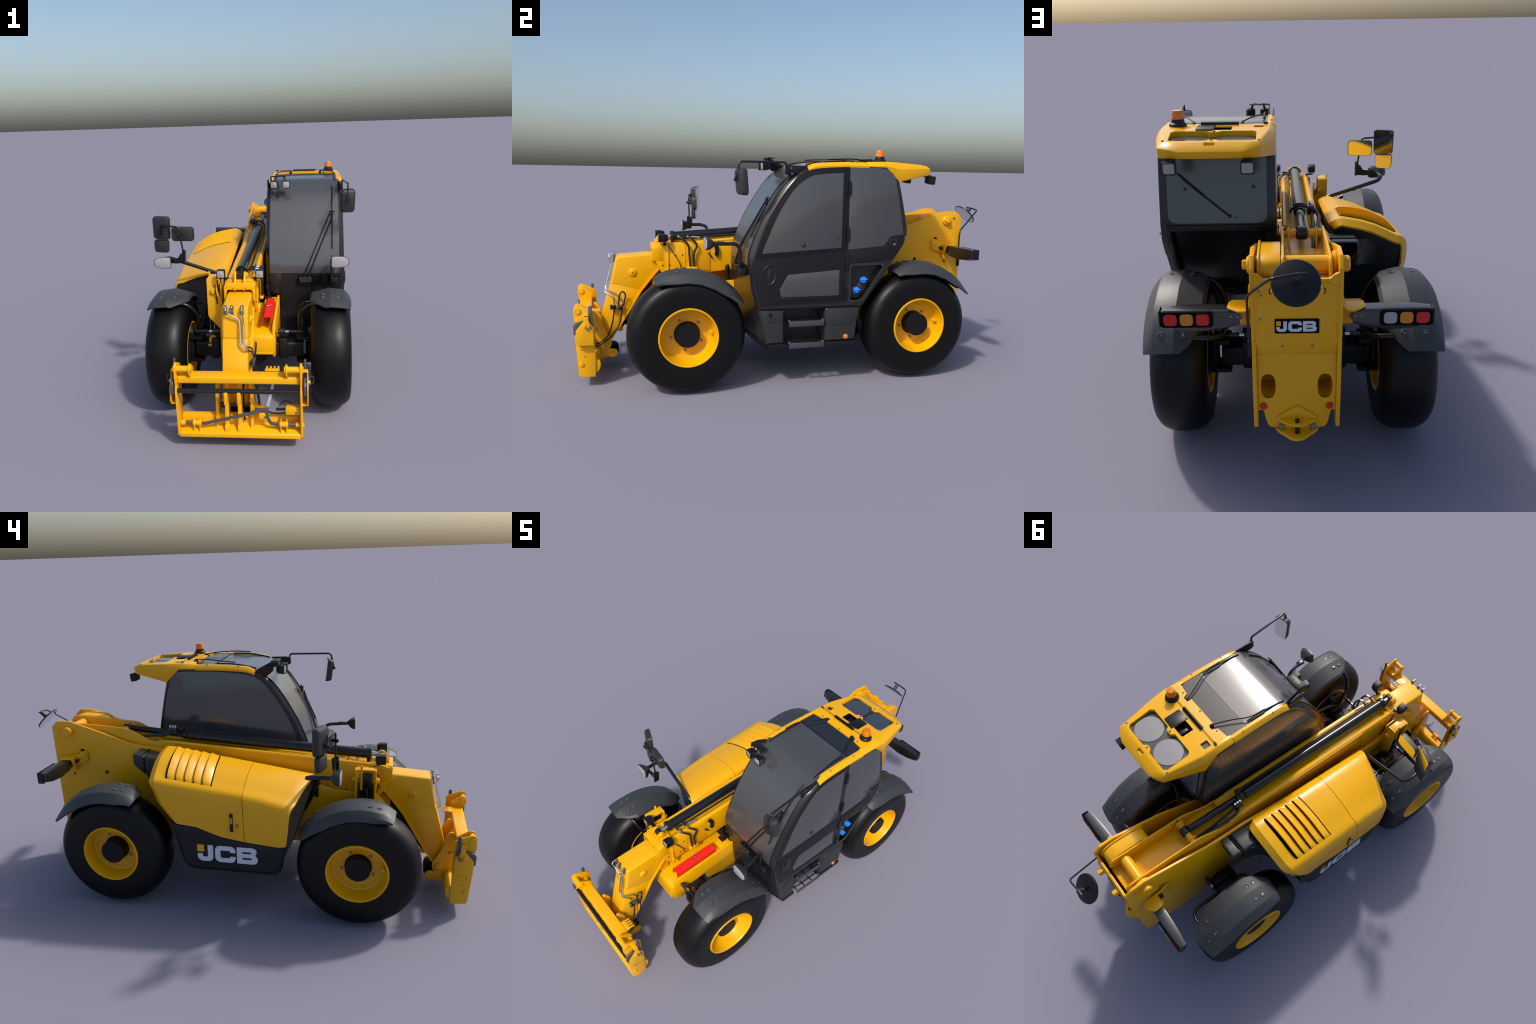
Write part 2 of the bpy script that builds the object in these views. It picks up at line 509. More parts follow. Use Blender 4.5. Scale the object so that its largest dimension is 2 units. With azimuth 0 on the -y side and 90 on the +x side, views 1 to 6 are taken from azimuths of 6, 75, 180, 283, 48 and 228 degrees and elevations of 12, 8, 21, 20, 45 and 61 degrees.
# ------------------------------------------------------------------ chassis frame
def build_chassis():
    ch = group("chassis", root)
    rear_edge = [(0.866, 0.703), (0.836, 0.730), (0.777, 0.731)]
    low = [(0.862, 0.33), (0.855, 0.231), (0.60, 0.215), (0.40, 0.205)]
    left = rear_edge + [(0.56, 0.662), (0.50, 0.639), (0.43, 0.626), (0.336, 0.617), (0.10, 0.560), (-0.353, 0.489), (-0.40, 0.474), (-0.445, 0.464), (-0.52, 0.460), (-0.60, 0.455), (-0.630, 0.430), (-0.650, 0.385), (-0.654, 0.275), (-0.640, 0.240), (-0.598, 0.236),
                        (-0.561, 0.276), (-0.468, 0.312), (-0.452, 0.256), (-0.29, 0.215), (0.30, 0.205)] + low[::-1]
    right = rear_edge + [(0.56, 0.662), (0.50, 0.630), (0.40, 0.58), (0.20, 0.50), (-0.15, 0.425), (-0.292, 0.418), (-0.640, 0.382), (-0.654, 0.285), (-0.644, 0.246), (-0.598, 0.236),
                         (-0.561, 0.276), (-0.468, 0.312), (-0.452, 0.256), (-0.29, 0.222), (0.30, 0.205)] + low[::-1]
    for name, poly, x0, x1 in (("frame_plate", left, -0.1265, -0.1150), ("frame_plate", right, 0.0960, 0.1075)):
        p = prism(name, poly, 'x', x0, x1, YEL, ch, bevel=0.002, seg=2)
        xm = (x0 + x1) / 2
        cs = [hole((0.727, 0.593), 0.011, 'x', xm - .02, xm + .02), hole((0.617, 0.494), 0.0095, 'x', xm - .02, xm + .02), hole((0.782, 0.480), 0.006, 'x', xm - .02, xm + .02)]
        tri = [(0.832, 0.700), (0.818, 0.700), (0.832, 0.680)]
        cs.append(prism("cutter", tri, 'x', xm - .02, xm + .02, DARK, None))
        cs.append(prism("cutter", round_poly([(0.40, 0.425), (0.36, 0.427), (0.36, 0.434), (0.40, 0.432)], 0.003), 'x', xm - .02, xm + .02, DARK, None))
        cut(p, cs)
    # rear closing plate: upper panel, folded strip and lower panel with two ovals
    xl, xr = -0.1155, 0.0965
    prism("rear_plate", round_poly([(xl, 0.512), (xr, 0.512), (xr, 0.694), (0.084, 0.690), (0.074, 0.678), (-0.094, 0.678), (-0.104, 0.690), (xl, 0.694)], [0, 0, 0, .01, .01, .01, .01, 0]), 'y', 0.856, 0.866, YEL, ch, bevel=0.0015)
    prism("rear_cover_panel", round_poly([(-0.110, 0.514), (0.090, 0.514), (0.087, 0.668), (-0.107, 0.668)], [0.004, 0.004, 0.02, 0.02]), 'y', 0.8665, 0.871, YEL, ch, bevel=0.001)
    low_poly = round_poly([(0.0955, 0.457), (0.0955, 0.283), (0.091, 0.283), (0.082, 0.285), (0.070, 0.236), (0.062, 0.227), (-0.084, 0.227), (-0.092, 0.236), (-0.103, 0.285), (-0.112, 0.283), (-0.1145, 0.283), (-0.1145, 0.457)],
                          [0, 0.002, 0.006, 0.006, 0.01, 0.01, 0.01, 0.01, 0.006, 0.006, 0.002, 0])
    lowp = prism("rear_lower_plate", low_poly, 'y', 0.840, 0.850, YEL, ch, bevel=0.0015)
    oval = lambda cx: [(cx + 0.020 * math.copysign(abs(math.cos(a)) ** 0.8, math.cos(a)), 0.359 + 0.038 * math.copysign(abs(math.sin(a)) ** 0.8, math.sin(a))) for a in [2 * math.pi * i / 28 for i in range(28)]]
    cut(lowp, [prism("cutter", oval(cx), 'y', 0.82, 0.87, DARK, None) for cx in (0.067, -0.085)])
    for cx in (0.067, -0.085):
        loft("oval_sleeve", [[(x0 + (x0 - cx) * k, y, z0 + (z0 - 0.359) * k) for x0, z0 in oval(cx)] for k, y in ((0.0, 0.849), (0.0, 0.760), (0.06, 0.760), (0.06, 0.849))], YEL, ch, ring_loop=True)
        prism("sleeve_back", oval(cx), 'y', 0.757, 0.763, YEL, ch)
    prism("rear_fold", [(0.866, 0.513), (0.850, 0.4572), (0.842, 0.4572), (0.858, 0.513)], 'x', -0.1148, 0.0958, YEL, ch, bevel=0.0008)
    for x, z in ((0.028, 0.487), (-0.050, 0.487)):
        bolt((x, 0.8585, z), (0, 1, -0.28), 0.004, ch)
    for x, z in ((0.084, 0.640), (0.080, 0.628), (0.083, 0.562)):
        bolt((x, 0.871, z + 0.009), (0, 1, 0), 0.0034, ch)
    for x in (0.081, -0.098):
        lathe("reflector", [(0.0, 0.0045), (0.009, 0.004), (0.0105, 0.002), (0.0105, 0)], (x, 0.850, 0.297), (0, 1, 0), LRED, ch, n=24)
    # maker's plate
    prism("badge_plate", [(XC + u, 0.5515 + v) for u, v in rrect(0.113, 0.0405, 0.003)], 'y', 0.871, 0.8735, DARK, ch)
    lettering((0.0425, 0.8738, 0.5368), (-1, 0, 0), (0, 0, 1), 0.0295, ch)
    # towing hitch
    hz = 0.262
    for z0, z1, d in ((0.252, 0.260, 0.026), (0.216, 0.224, 0.038)):
        prism("hitch_plate", round_poly([(XC + 0.060, 0.846), (XC + 0.052, 0.860), (XC + 0.014, 0.848 + d + 0.012), (XC - 0.014, 0.848 + d + 0.012), (XC - 0.052, 0.860), (XC - 0.060, 0.846)], [0, .004, .012, .012, .004, 0]), 'z', z0, z1, YEL, ch, bevel=0.0015)
    prism("hitch_back", round_poly([(XC + 0.058, 0.262), (XC + 0.03, 0.222), (XC - 0.03, 0.222), (XC - 0.058, 0.262), (XC, 0.300)], 0.008), 'y', 0.8495, 0.8565, YEL, ch, bevel=0.001)
    rod("hitch_pin", (XC, 0.872, 0.206), (XC, 0.872, 0.268), 0.0065, CYL, ch, n=14)
    for sx in (1, -1):
        bolt((XC + sx * 0.043, 0.8565, 0.236), (0, 1, 0), 0.008, ch)
    # cross members and belly
    for y in (0.70, 0.40, 0.05, -0.27):
        rod("cross_tube", (-0.118, y, 0.34 if y > 0.3 else 0.30), (0.100, y, 0.34 if y > 0.3 else 0.30), 0.028, YEL, ch)
    prism("belly_plate", [(-0.125, 0.33), (0.105, 0.33), (0.105, -0.42), (-0.125, -0.42)], 'z', 0.222, 0.230, AXL, ch)
    box("transmission_case", (XC, -0.06, 0.30), (0.16, 0.36, 0.13), AXL, ch, bevel=0.02)
    # front box under the boom nose
    prism("front_box_floor", [(-0.630, 0.352), (-0.656, 0.338), (-0.662, 0.272), (-0.650, 0.268), (-0.600, 0.30), (-0.46, 0.31), (-0.30, 0.33), (-0.30, 0.388), (-0.46, 0.372)], 'x', -0.1215, 0.1015, YEL, ch, bevel=0.004)
    prism("front_lip", [(-0.662, 0.262), (-0.662, 0.274), (-0.60, 0.276), (-0.60, 0.262)], 'x', -0.1210, 0.0995, YEL, ch, bevel=0.002)
    prism("cab_pad", [(-0.36, 0.38), (-0.36, 0.408), (-0.295, 0.412), (-0.295, 0.38)], 'x', 0.040, 0.1015, YEL, ch, bevel=0.003)
    box("rubber_mount", (0.056, -0.318, 0.418), (0.034, 0.030, 0.012), BLK, ch)
    lathe("rubber_mount", [(0, 0), (0.011, 0), (0.009, 0.03), (0.012, 0.042), (0.007, 0.06), (0, 0.06)], (0.056, -0.318, 0.422), (0, 0, 1), BLK, ch, n=16)
    # red boom prop stored on the floor
    prop = [(-0.020, -0.018), (-0.020, 0.010), (-0.014, 0.0165), (0.014, 0.0165), (0.020, 0.010), (0.020, -0.018), (0.0165, -0.018), (0.0165, 0.0085), (0.0125, 0.0130), (-0.0125, 0.0130), (-0.0165, 0.0085), (-0.0165, -0.018)]
    p0, p1 = V((0.073, -0.614, 0.400)), V((0.073, -0.392, 0.418))
    loft("safety_prop", [[p + V((a, 0, b)) for a, b in prop] for p in (p0, p1)], RED, ch, angle=40)
    rod("prop_pin", (0.060, -0.500, 0.428), (0.084, -0.492, 0.432), 0.003, BOLT, ch, n=8)
    # front plate pin boss
    rod("frame_boss", (0.113, -0.622, 0.352), (0.117, -0.622, 0.352), 0.008, YEL, ch)
    # levelling ram housing on the engine side
    lv = group("levelling_ram", root)
    for y0, y1 in ((-0.600, -0.592), (-0.522, -0.514)):
        prism("housing_plate", round_poly([(-0.186, 0.582), (-0.143, 0.582), (-0.140, 0.52), (-0.122, 0.49), (-0.122, 0.36), (-0.136, 0.358), (-0.185, 0.412)], [.004, .004, .01, .01, .002, .01, .01]), 'y', y0, y1, YEL, lv, bevel=0.0015)
    box("housing_cap", (-0.164, -0.557, 0.580), (0.040, 0.070, 0.008), YEL, lv, bevel=0.002)
    box("housing_web", (-0.126, -0.557, 0.47), (0.006, 0.072, 0.19), YEL, lv, bevel=0.001)
    rod("housing_pin", (-0.157, -0.612, 0.529), (-0.157, -0.500, 0.529), 0.013, YEL, lv)
    box("ram_block", (-0.160, -0.557, 0.512), (0.030, 0.050, 0.10), CYL, lv, bevel=0.006)
    rod("ram_barrel", (-0.162, -0.557, 0.50), (-0.168, -0.552, 0.370), 0.017, CYL, lv)
    rod("ram_rod", (-0.168, -0.552, 0.375), (-0.172, -0.546, 0.305), 0.0055, CHR, lv, n=12)
    rod("ram_rod", (-0.186, -0.552, 0.44), (-0.188, -0.546, 0.325), 0.0035, CHR, lv, n=12)
    box("spring_guide", (-0.183, -0.540, 0.548), (0.006, 0.009, 0.106), YEL, lv, bevel=0.002)
    rod("ram_eye", (-0.172, -0.586, 0.302), (-0.172, -0.506, 0.302), 0.013, YEL, lv)
    for dy in (-0.033, 0.033):
        prism("eye_lug", round_poly([(-0.192, 0.272), (-0.152, 0.272), (-0.155, 0.312), (-0.172, 0.326), (-0.189, 0.312)], 0.008), 'y', -0.546 + dy - 0.005, -0.546 + dy + 0.005, YELC, lv, bevel=0.001)
    box("ram_foot", (-0.172, -0.546, 0.276), (0.044, 0.090, 0.012), YELC, lv)
    tube("brake_hose", [(-0.150, -0.602, 0.556), (-0.148, -0.614, 0.53), (-0.143, -0.606, 0.50), (-0.143, -0.60, 0.47)], 0.003, HOSE, lv, f=0.02, n=8)

build_chassis()

# ------------------------------------------------------------------ boom
def boom_axis(y):                      # z of the shoulder line of the outer boom
    return 0.589 + 0.073 * (y + 0.487)

def build_boom():
    b = group("boom", root)
    # outer section, folded box with rounded shoulders
    def ring(y, top=0.0):
        zs = boom_axis(y) - 0.004
        zb = 0.440 + 0.084 * (y + 0.415)
        # rounded shoulders with a shallow trough between them for the cylinder
        s = [(0.0620, zb + 0.012), (0.0620, zs - 0.008), (0.0607, zs - 0.001), (0.0570, zs + 0.003), (0.0500, zs + 0.004), (0.0420, zs + 0.001), (0.0340, zs - 0.006), (0.0260, zs - 0.0105), (0.0, zs - 0.012)]
        s = [(0.050, zb), (0.059, zb + 0.003)] + s
        full = s + [(-x, z) for x, z in s[:-1]][::-1]
        return [(BX + x, y, z) for x, z in full]
    loft("outer_boom", [ring(y) for y in (-0.585, -0.40, 0.0, 0.36)], YEL, b, angle=25)
    # welded side stiffeners
    for sx in (1, -1):
        x0, x1 = BX + sx * 0.0622, BX + sx * 0.0655
        prism("side_stiffener", [(-0.600, boom_axis(-0.6) - 0.012), (-0.395, boom_axis(-0.395) - 0.012), (-0.395, 0.455), (-0.600, 0.440)], 'x', x0, x1, YEL, b, bevel=0.0008)
        prism("head_plate", round_poly([(-0.575, 0.579), (-0.625, 0.576), (-0.653, 0.565), (-0.661, 0.545), (-0.660, 0.528), (-0.627, 0.463), (-0.612, 0.436), (-0.575, 0.440)], [0, .01, .01, .01, .01, .02, .006, 0]), 'x', BX + sx * 0.0545, BX + sx * 0.0650, YEL, b, bevel=0.002)
        for y, z in ((-0.523, 0.527), (-0.554, 0.525), (-0.613, 0.480), (-0.582, 0.482), (-0.548, 0.466), (-0.517, 0.468), (-0.474, 0.466)):
            bolt((BX + sx * 0.0655, y, z), (sx, 0, 0), 0.0034, b, mat=CYL)
        prism("wear_pad_rib", [(-0.592, 0.575), (-0.586, 0.575), (-0.586, 0.44), (-0.592, 0.44)], 'x', BX + sx * 0.0645, BX + sx * 0.0700, YEL, b, bevel=0.001)
        prism("wear_pad_rib", [(-0.516, 0.575), (-0.512, 0.575), (-0.508, 0.47), (-0.512, 0.47)], 'x', BX + sx * 0.0645, BX + sx * 0.0675, YEL, b, bevel=0.0008)
        prism("edge_bead", [(-0.39, boom_axis(-.39) - 0.006), (0.30, boom_axis(0.30) - 0.006), (0.30, boom_axis(0.30) - 0.0085), (-0.39, boom_axis(-.39) - 0.0085)], 'x', BX + sx * 0.0615, BX + sx * 0.0632, YEL, b)
        prism("pad_foot", round_poly([(-0.60, 0.432), (-0.60, 0.452), (-0.592, 0.470), (-0.586, 0.452), (-0.586, 0.432)], 0.002), 'x', BX + sx * 0.067, BX + sx * 0.079, YEL, b, bevel=0.001)
    for y in (-0.560, -0.535, -0.510):
        for sx in (1, -1):
            box("channel_rib", (BX + sx * 0.045, y, boom_axis(y) - 0.016), (0.022, 0.003, 0.022), YEL, b, bevel=0.0008)
    # hoop over the nose
    hoop = round_poly([(-0.066, 0.515), (-0.066, 0.578), (-0.055, 0.590), (0.055, 0.590), (0.066, 0.578), (0.066, 0.515), (0.0545, 0.515), (0.0545, 0.556), (0.049, 0.563), (-0.049, 0.563), (-0.0545, 0.556), (-0.0545, 0.515)], [0, .006, .006, .006, .006, 0, 0, .004, .004, .004, .004, 0])
    prism("head_hoop", [(BX + x, z - 0.014) for x, z in hoop], 'y', -0.662, -0.610, YEL, b, bevel=0.002)
    box("head_top_plate", (BX, -0.600, 0.5785), (0.116, 0.05, 0.010), YEL, b, bevel=0.003)
    for x in (-0.026, 0.026):
        bolt((BX + x, -0.662, 0.553), (0, -1, 0.2), 0.0035, b)
    # clevis for the cylinder rod
    for x in (-0.020, 0.020):
        prism("clevis_plate", round_poly([(-0.590, 0.570), (-0.594, 0.604), (-0.606, 0.617), (-0.622, 0.617), (-0.634, 0.604), (-0.661, 0.556), (-0.661, 0.545), (-0.620, 0.570)], [0, .01, .008, .008, .008, .004, 0, 0]), 'x', BX + x - 0.004, BX + x + 0.004, YEL, b, bevel=0.0012)
        rod("clevis_collar", (BX + x + math.copysign(0.004, x), -0.613, 0.602), (BX + x + math.copysign(0.012, x), -0.613, 0.602), 0.011, YEL, b)
    rod("rod_eye", (BX - 0.014, -0.613, 0.602), (BX + 0.014, -0.613, 0.602), 0.0165, CYL, b)
    # extension cylinder lying on the boom
    c0, c1, c2 = V((BX, -0.570, 0.6065)), V((BX, 0.245, 0.6600)), V((BX + 0.003, 0.535, 0.684))
    d = (c1 - c0).normalized()
    rod("cylinder_rod", c0 - d * 0.04, c0, 0.010, CHR, b)
    rod("extension_cylinder", c0, c1, 0.0212, CYL, b, n=32, ch=0.003)
    lathe("cylinder_gland", [(0, 0), (0.0235, 0), (0.0258, 0.003), (0.0258, 0.016), (0.0235, 0.019), (0, 0.019)], c0 - d * 0.002, d, CYL, b, n=32)
    box("gland_bracket", (BX - 0.008, -0.560, 0.592), (0.014, 0.014, 0.040), CYL, b)
    rod("cylinder_tail", c1 - d * 0.01, c2 - V((0, 0.016, 0)), 0.0145, CYL, b, n=28)
    rod("tail_collar", c1, c1 + d * 0.022, 0.0190, CYL, b, n=28)
    rod("tail_eye", (BX - 0.014, 0.535, 0.684), (BX + 0.020, 0.535, 0.684), 0.0205, CYL, b, n=24)
    rod("tail_pin", (BX - 0.066, 0.535, 0.684), (BX + 0.066, 0.532, 0.682), 0.0125, YEL, b)
    for x in (-0.040, 0.042):
        prism("tail_lug", round_poly([(0.500, 0.62), (0.515, 0.695), (0.535, 0.704), (0.552, 0.692), (0.57, 0.62)], [0, .01, .01, .01, 0]), 'x', BX + x - 0.003, BX + x + 0.003, YEL, b, bevel=0.001)
    bolt((0.018, 0.535, 0.697), (0, 0, 1), 0.005, b, mat=CYL)
    # oil lines along the cylinder
    tube("oil_line", [(-0.005, -0.530, 0.606), (-0.003, -0.48, 0.604), (-0.004, 0.235, 0.652), (-0.006, 0.268, 0.676), (-0.030, 0.275, 0.690), (-0.060, 0.285, 0.690)], 0.0045, HOSE, b, f=0.02)
    tube("oil_line", [(-0.012, 0.262, 0.690), (-0.040, 0.262, 0.694), (-0.062, 0.272, 0.690)], 0.004, HOSE, b, f=0.01)
    box("check_valve", (-0.071, 0.300, 0.686), (0.024, 0.040, 0.030), CYL, b, bevel=0.003)
    for k in range(3):
        rod("valve_plug", (-0.071, 0.288 + 0.012 * k, 0.698), (-0.071, 0.288 + 0.012 * k, 0.712), 0.005, CHR, b, n=12)
    tube("hydraulic_hose", [(-0.084, 0.305, 0.684), (-0.097, 0.335, 0.672), (-0.090, 0.40, 0.668), (-0.082, 0.47, 0.655), (-0.075, 0.56, 0.635), (-0.055, 0.60, 0.628), (-0.010, 0.600, 0.630), (0.022, 0.60, 0.63)], 0.006, HOSE, b, f=0.04)
    tube("hydraulic_hose", [(-0.072, 0.320, 0.680), (-0.075, 0.40, 0.664), (-0.070, 0.50, 0.650), (-0.066, 0.575, 0.634), (-0.040, 0.612, 0.628), (0.022, 0.612, 0.63)], 0.006, HOSE, b, f=0.04)
    for y in (0.600, 0.612):
        rod("hose_fitting", (-0.020, y, 0.630), (0.000, y, 0.630), 0.0075, CHR, b, n=10)
    # rear end: two side plates, floor, pivot drum
    side = [(0.345, 0.560), (0.345, 0.641), (0.385, 0.644), (0.420, 0.655), (0.456, 0.674), (0.495, 0.694), (0.520, 0.700), (0.62, 0.708), (0.70, 0.713), (0.826, 0.721), (0.846, 0.700), (0.846, 0.672), (0.80, 0.625), (0.70, 0.575), (0.50, 0.530)]
    for x0, x1 in ((BX - 0.0640, BX - 0.0570), (BX + 0.0570, BX + 0.0640)):
        hi = 0.0
        prism("boom_tail_plate", round_poly([(y, z + (hi if z > 0.69 else 0)) for y, z in side], 0.012), 'x', x0, x1, YEL, b, bevel=0.0015)
    prism("boom_tail_floor", [(0.345, 0.622), (0.48, 0.634), (0.60, 0.648), (0.72, 0.657), (0.845, 0.660), (0.845, 0.645), (0.74, 0.61), (0.60, 0.57), (0.48, 0.54), (0.345, 0.52)], 'x', BX - 0.058, BX + 0.058, YEL, b, bevel=0.002)
    prism("pivot_drum", round_poly([(0.655, 0.640), (0.664, 0.700), (0.690, 0.715), (0.745, 0.719), (0.800, 0.721), (0.834, 0.710), (0.846, 0.682), (0.820, 0.635), (0.70, 0.61)], 0.016), 'x', 0.030, 0.084, YEL, b, bevel=0.002)
    prism("drum_flange", round_poly([(0.648, 0.640), (0.658, 0.703), (0.688, 0.720), (0.745, 0.724), (0.802, 0.726), (0.839, 0.713), (0.850, 0.682), (0.822, 0.630), (0.70, 0.605)], 0.016), 'x', 0.0835, 0.0895, YEL, b, bevel=0.001)
    rod("pivot_tube", (-0.100, 0.783, 0.685), (0.040, 0.783, 0.685), 0.0225, YEL, b)
    rod("pivot_collar", (-0.1155, 0.783, 0.685), (-0.1025, 0.783, 0.685), 0.034, YEL, b, n=28)
    rod("pivot_pin", (-0.150, 0.783, 0.685), (-0.115, 0.783, 0.685), 0.0215, YEL, b, n=28)
    rod("pivot_pin", (0.088, 0.783, 0.685), (0.118, 0.783, 0.685), 0.024, YEL, b, n=28)
    rod("pivot_nut", (0.114, 0.783, 0.685), (0.130, 0.783, 0.685), 0.013, YEL, b, n=6)
    # telescopic nose
    prof = [(-0.555, 0.565), (-0.662, 0.562), (-0.815, 0.553), (-0.8465, 0.396), (-0.886, 0.256), (-0.899, 0.205), (-0.897, 0.170), (-0.880, 0.140), (-0.858, 0.132), (-0.840, 0.142), (-0.777, 0.246), (-0.709, 0.360), (-0.652, 0.432), (-0.626, 0.462), (-0.555, 0.470)]
    upper = [p for p in prof if p[1] > 0.40] + []
    up = [(-0.555, 0.542), (-0.662, 0.536), (-0.8205, 0.5235), (-0.8460, 0.398), (-0.709, 0.362), (-0.654, 0.432), (-0.626, 0.462), (-0.555, 0.470)]
    lo = [(-0.8455, 0.400), (-0.886, 0.256), (-0.8985, 0.205), (-0.897, 0.170), (-0.880, 0.142), (-0.858, 0.134), (-0.842, 0.144), (-0.777, 0.247), (-0.708, 0.364), (-0.72, 0.40)]
    prism("boom_nose", up, 'x', BX - 0.0525, BX + 0.0525, YEL, b, bevel=0.010, seg=4, bang=60)
    prism("nose_leg", lo, 'x', BX - 0.0505, BX + 0.0510, YEL, b, bevel=0.005, seg=2, bang=50)
    flange = [(-0.626, 0.464), (-0.652, 0.435), (-0.709, 0.363), (-0.777, 0.249), (-0.842, 0.146)]
    for sx in (1, -1):
        ribbon("nose_flange", [(BX + sx * 0.052, y - 0.004, z + 0.001) for y, z in flange], 0.006, 0.009, YEL, b)
    rod("nose_boss", (BX - 0.058, -0.748, 0.449), (BX + 0.058, -0.748, 0.449), 0.019, YEL, b, n=28)
    rod("nose_boss_cap", (BX - 0.061, -0.748, 0.449), (BX + 0.061, -0.748, 0.449), 0.0125, YEL, b, n=24)
    for sx in (1, -1):
        bolt((BX + sx * 0.061, -0.748, 0.449), (sx, 0, 0), 0.003, b, mat=CYL)
        rod("pin_plug", (BX + sx * 0.052, -0.663, 0.468), (BX + sx * 0.0532, -0.663, 0.468), 0.0115, YELC, b, n=24)
    rod("tilt_ram", (BX, -0.640, 0.400), (BX, -0.790, 0.205), 0.021, CYL, b)
    rod("ram_boss", (BX - 0.045, -0.806, 0.188), (BX + 0.045, -0.806, 0.188), 0.013, YELC, b)
    box("ram_fork", (BX, -0.797, 0.208), (0.060, 0.024, 0.040), CYL, b, rot=Matrix.Rotation(-0.6, 3, 'X'), bevel=0.004)
    prism("ram_anchor", round_poly([(-0.600, 0.455), (-0.655, 0.420), (-0.662, 0.385), (-0.640, 0.350), (-0.600, 0.360)], 0.014), 'x', BX - 0.030, BX + 0.030, YELC, b, bevel=0.002)
    # steel pipes and quick couplings on the nose
    fx = [(-0.072, 0.0), (-0.046, 0.0), (-0.006, 0.0)]
    for x, _ in fx:
        box("pipe_clamp", (x, -0.8265, 0.522), (0.014, 0.006, 0.016), STL, b, rot=Matrix.Rotation(-0.2, 3, 'X'), bevel=0.001)
        box("pipe_clamp", (x, -0.8300, 0.503), (0.014, 0.006, 0.012), STL, b, rot=Matrix.Rotation(-0.2, 3, 'X'), bevel=0.001)
        rod("pipe_fitting", (x, -0.825, 0.530), (x, -0.846, 0.527), 0.0042, CHR, b, n=10)
    tube("steel_pipe", [(-0.072, -0.828, 0.528), (-0.070, -0.853, 0.524), (-0.062, -0.846, 0.505), (-0.016, -0.842, 0.478), (-0.012, -0.868, 0.385), (0.010, -0.872, 0.362), (0.028, -0.838, 0.345), (0.033, -0.828, 0.300)], 0.0036, CHR, b, f=0.012, n=8)
    tube("steel_pipe", [(-0.006, -0.828, 0.528), (-0.005, -0.852, 0.522), (-0.004, -0.842, 0.495), (0.000, -0.845, 0.46), (0.002, -0.866, 0.390), (0.016, -0.866, 0.374), (0.026, -0.815, 0.352), (0.030, -0.802, 0.320)], 0.0036, CHR, b, f=0.012, n=8)
    box("coupling_block", (0.030, -0.836, 0.296), (0.020, 0.024, 0.018), CYL, b)
    box("coupling_block", (0.030, -0.806, 0.290), (0.020, 0.018, 0.016), CYL, b)
    for y in (-0.846, -0.831, -0.812, -0.798):
        rod("coupling", (0.032, y, 0.286), (0.036, y, 0.308), 0.005, STL, b, n=10)
    tube("hydraulic_hose", [(0.034, -0.812, 0.290), (0.040, -0.812, 0.340), (0.040, -0.798, 0.372), (0.040, -0.780, 0.355), (0.036, -0.792, 0.300)], 0.0034, HOSE, b, f=0.02, n=8)
    tube("hydraulic_hose", [(0.036, -0.832, 0.286), (0.040, -0.840, 0.22), (0.050, -0.865, 0.160), (0.062, -0.905, 0.135), (0.085, -0.945, 0.150)], 0.0032, HOSE, b, f=0.03, n=8)
    tube("hydraulic_hose", [(0.036, -0.797, 0.290), (0.042, -0.806, 0.22), (0.052, -0.850, 0.160), (0.064, -0.905, 0.125), (0.088, -0.945, 0.140)], 0.0032, HOSE, b, f=0.03, n=8)
    # hose loop out of the outer boom on the cab side
    for y0, dy in ((-0.512, 0.0), (-0.470, 0.0)):
        tube("hydraulic_hose", [(-0.012, y0 - 0.025, 0.606), (0.030, y0 - 0.030, 0.612), (0.046, y0 - 0.015, 0.606), (0.046, y0 + 0.016, 0.575), (0.044, y0 + (0.018 if y0 < -0.5 else -0.006), 0.535), (0.044, y0 + (0.024 if y0 < -0.5 else 0.0), 0.475)], 0.0048, HOSE, b, f=0.025)
        rod("hose_fitting", (0.020, y0 - 0.030, 0.612), (0.036, y0 - 0.026, 0.610), 0.006, CHR, b, n=10)
    rod("hose_fitting", (0.006, -0.480, 0.608), (0.012, -0.440, 0.606), 0.005, CHR, b, n=10)
    box("hose_bracket", (0.040, -0.480, 0.468), (0.018, 0.050, 0.012), YEL, b)
    tube("electric_cable", [(0.034, -0.590, 0.575), (0.038, -0.580, 0.560), (0.037, -0.560, 0.530), (0.036, -0.535, 0.490), (0.036, -0.530, 0.462)], 0.002, HOSE, b, f=0.02, n=6)
    tube("electric_cable", [(-0.106, -0.590, 0.575), (-0.108, -0.575, 0.555), (-0.107, -0.545, 0.500), (-0.106, -0.52, 0.46)], 0.002, HOSE, b, f=0.02, n=6)
    # angle indicator on the boom side
    prism("angle_indicator", arc2(-0.385, 0.545, 0.030, 0.046, -40, 75, 8) + arc2(-0.395, 0.545, 0.022, 0.032, 70, -35, 8), 'x', BX + 0.070, BX + 0.0775, BLK, b, bevel=0.001)
    box("indicator_pointer", (BX + 0.074, -0.395, 0.524), (0.006, 0.006, 0.034), BLK, b, rot=Matrix.Rotation(0.7, 3, 'X'), bevel=0.001)
    # work lamps on the boom head
    for x in (0.048, -0.118):
        lamp = work_lamp((x, -0.614, 0.609), (0, -1, 0.0), 0.036, 0.037, 0.040, b)
        sx = 1 if x > 0 else -1
        box("lamp_bracket", (x - sx * 0.012, -0.604, 0.586), (0.036, 0.012, 0.006), CYL, lamp, bevel=0.001)
        box("lamp_bracket", (x - sx * 0.024, -0.604, 0.580), (0.012, 0.014, 0.016), CYL, lamp, bevel=0.001)

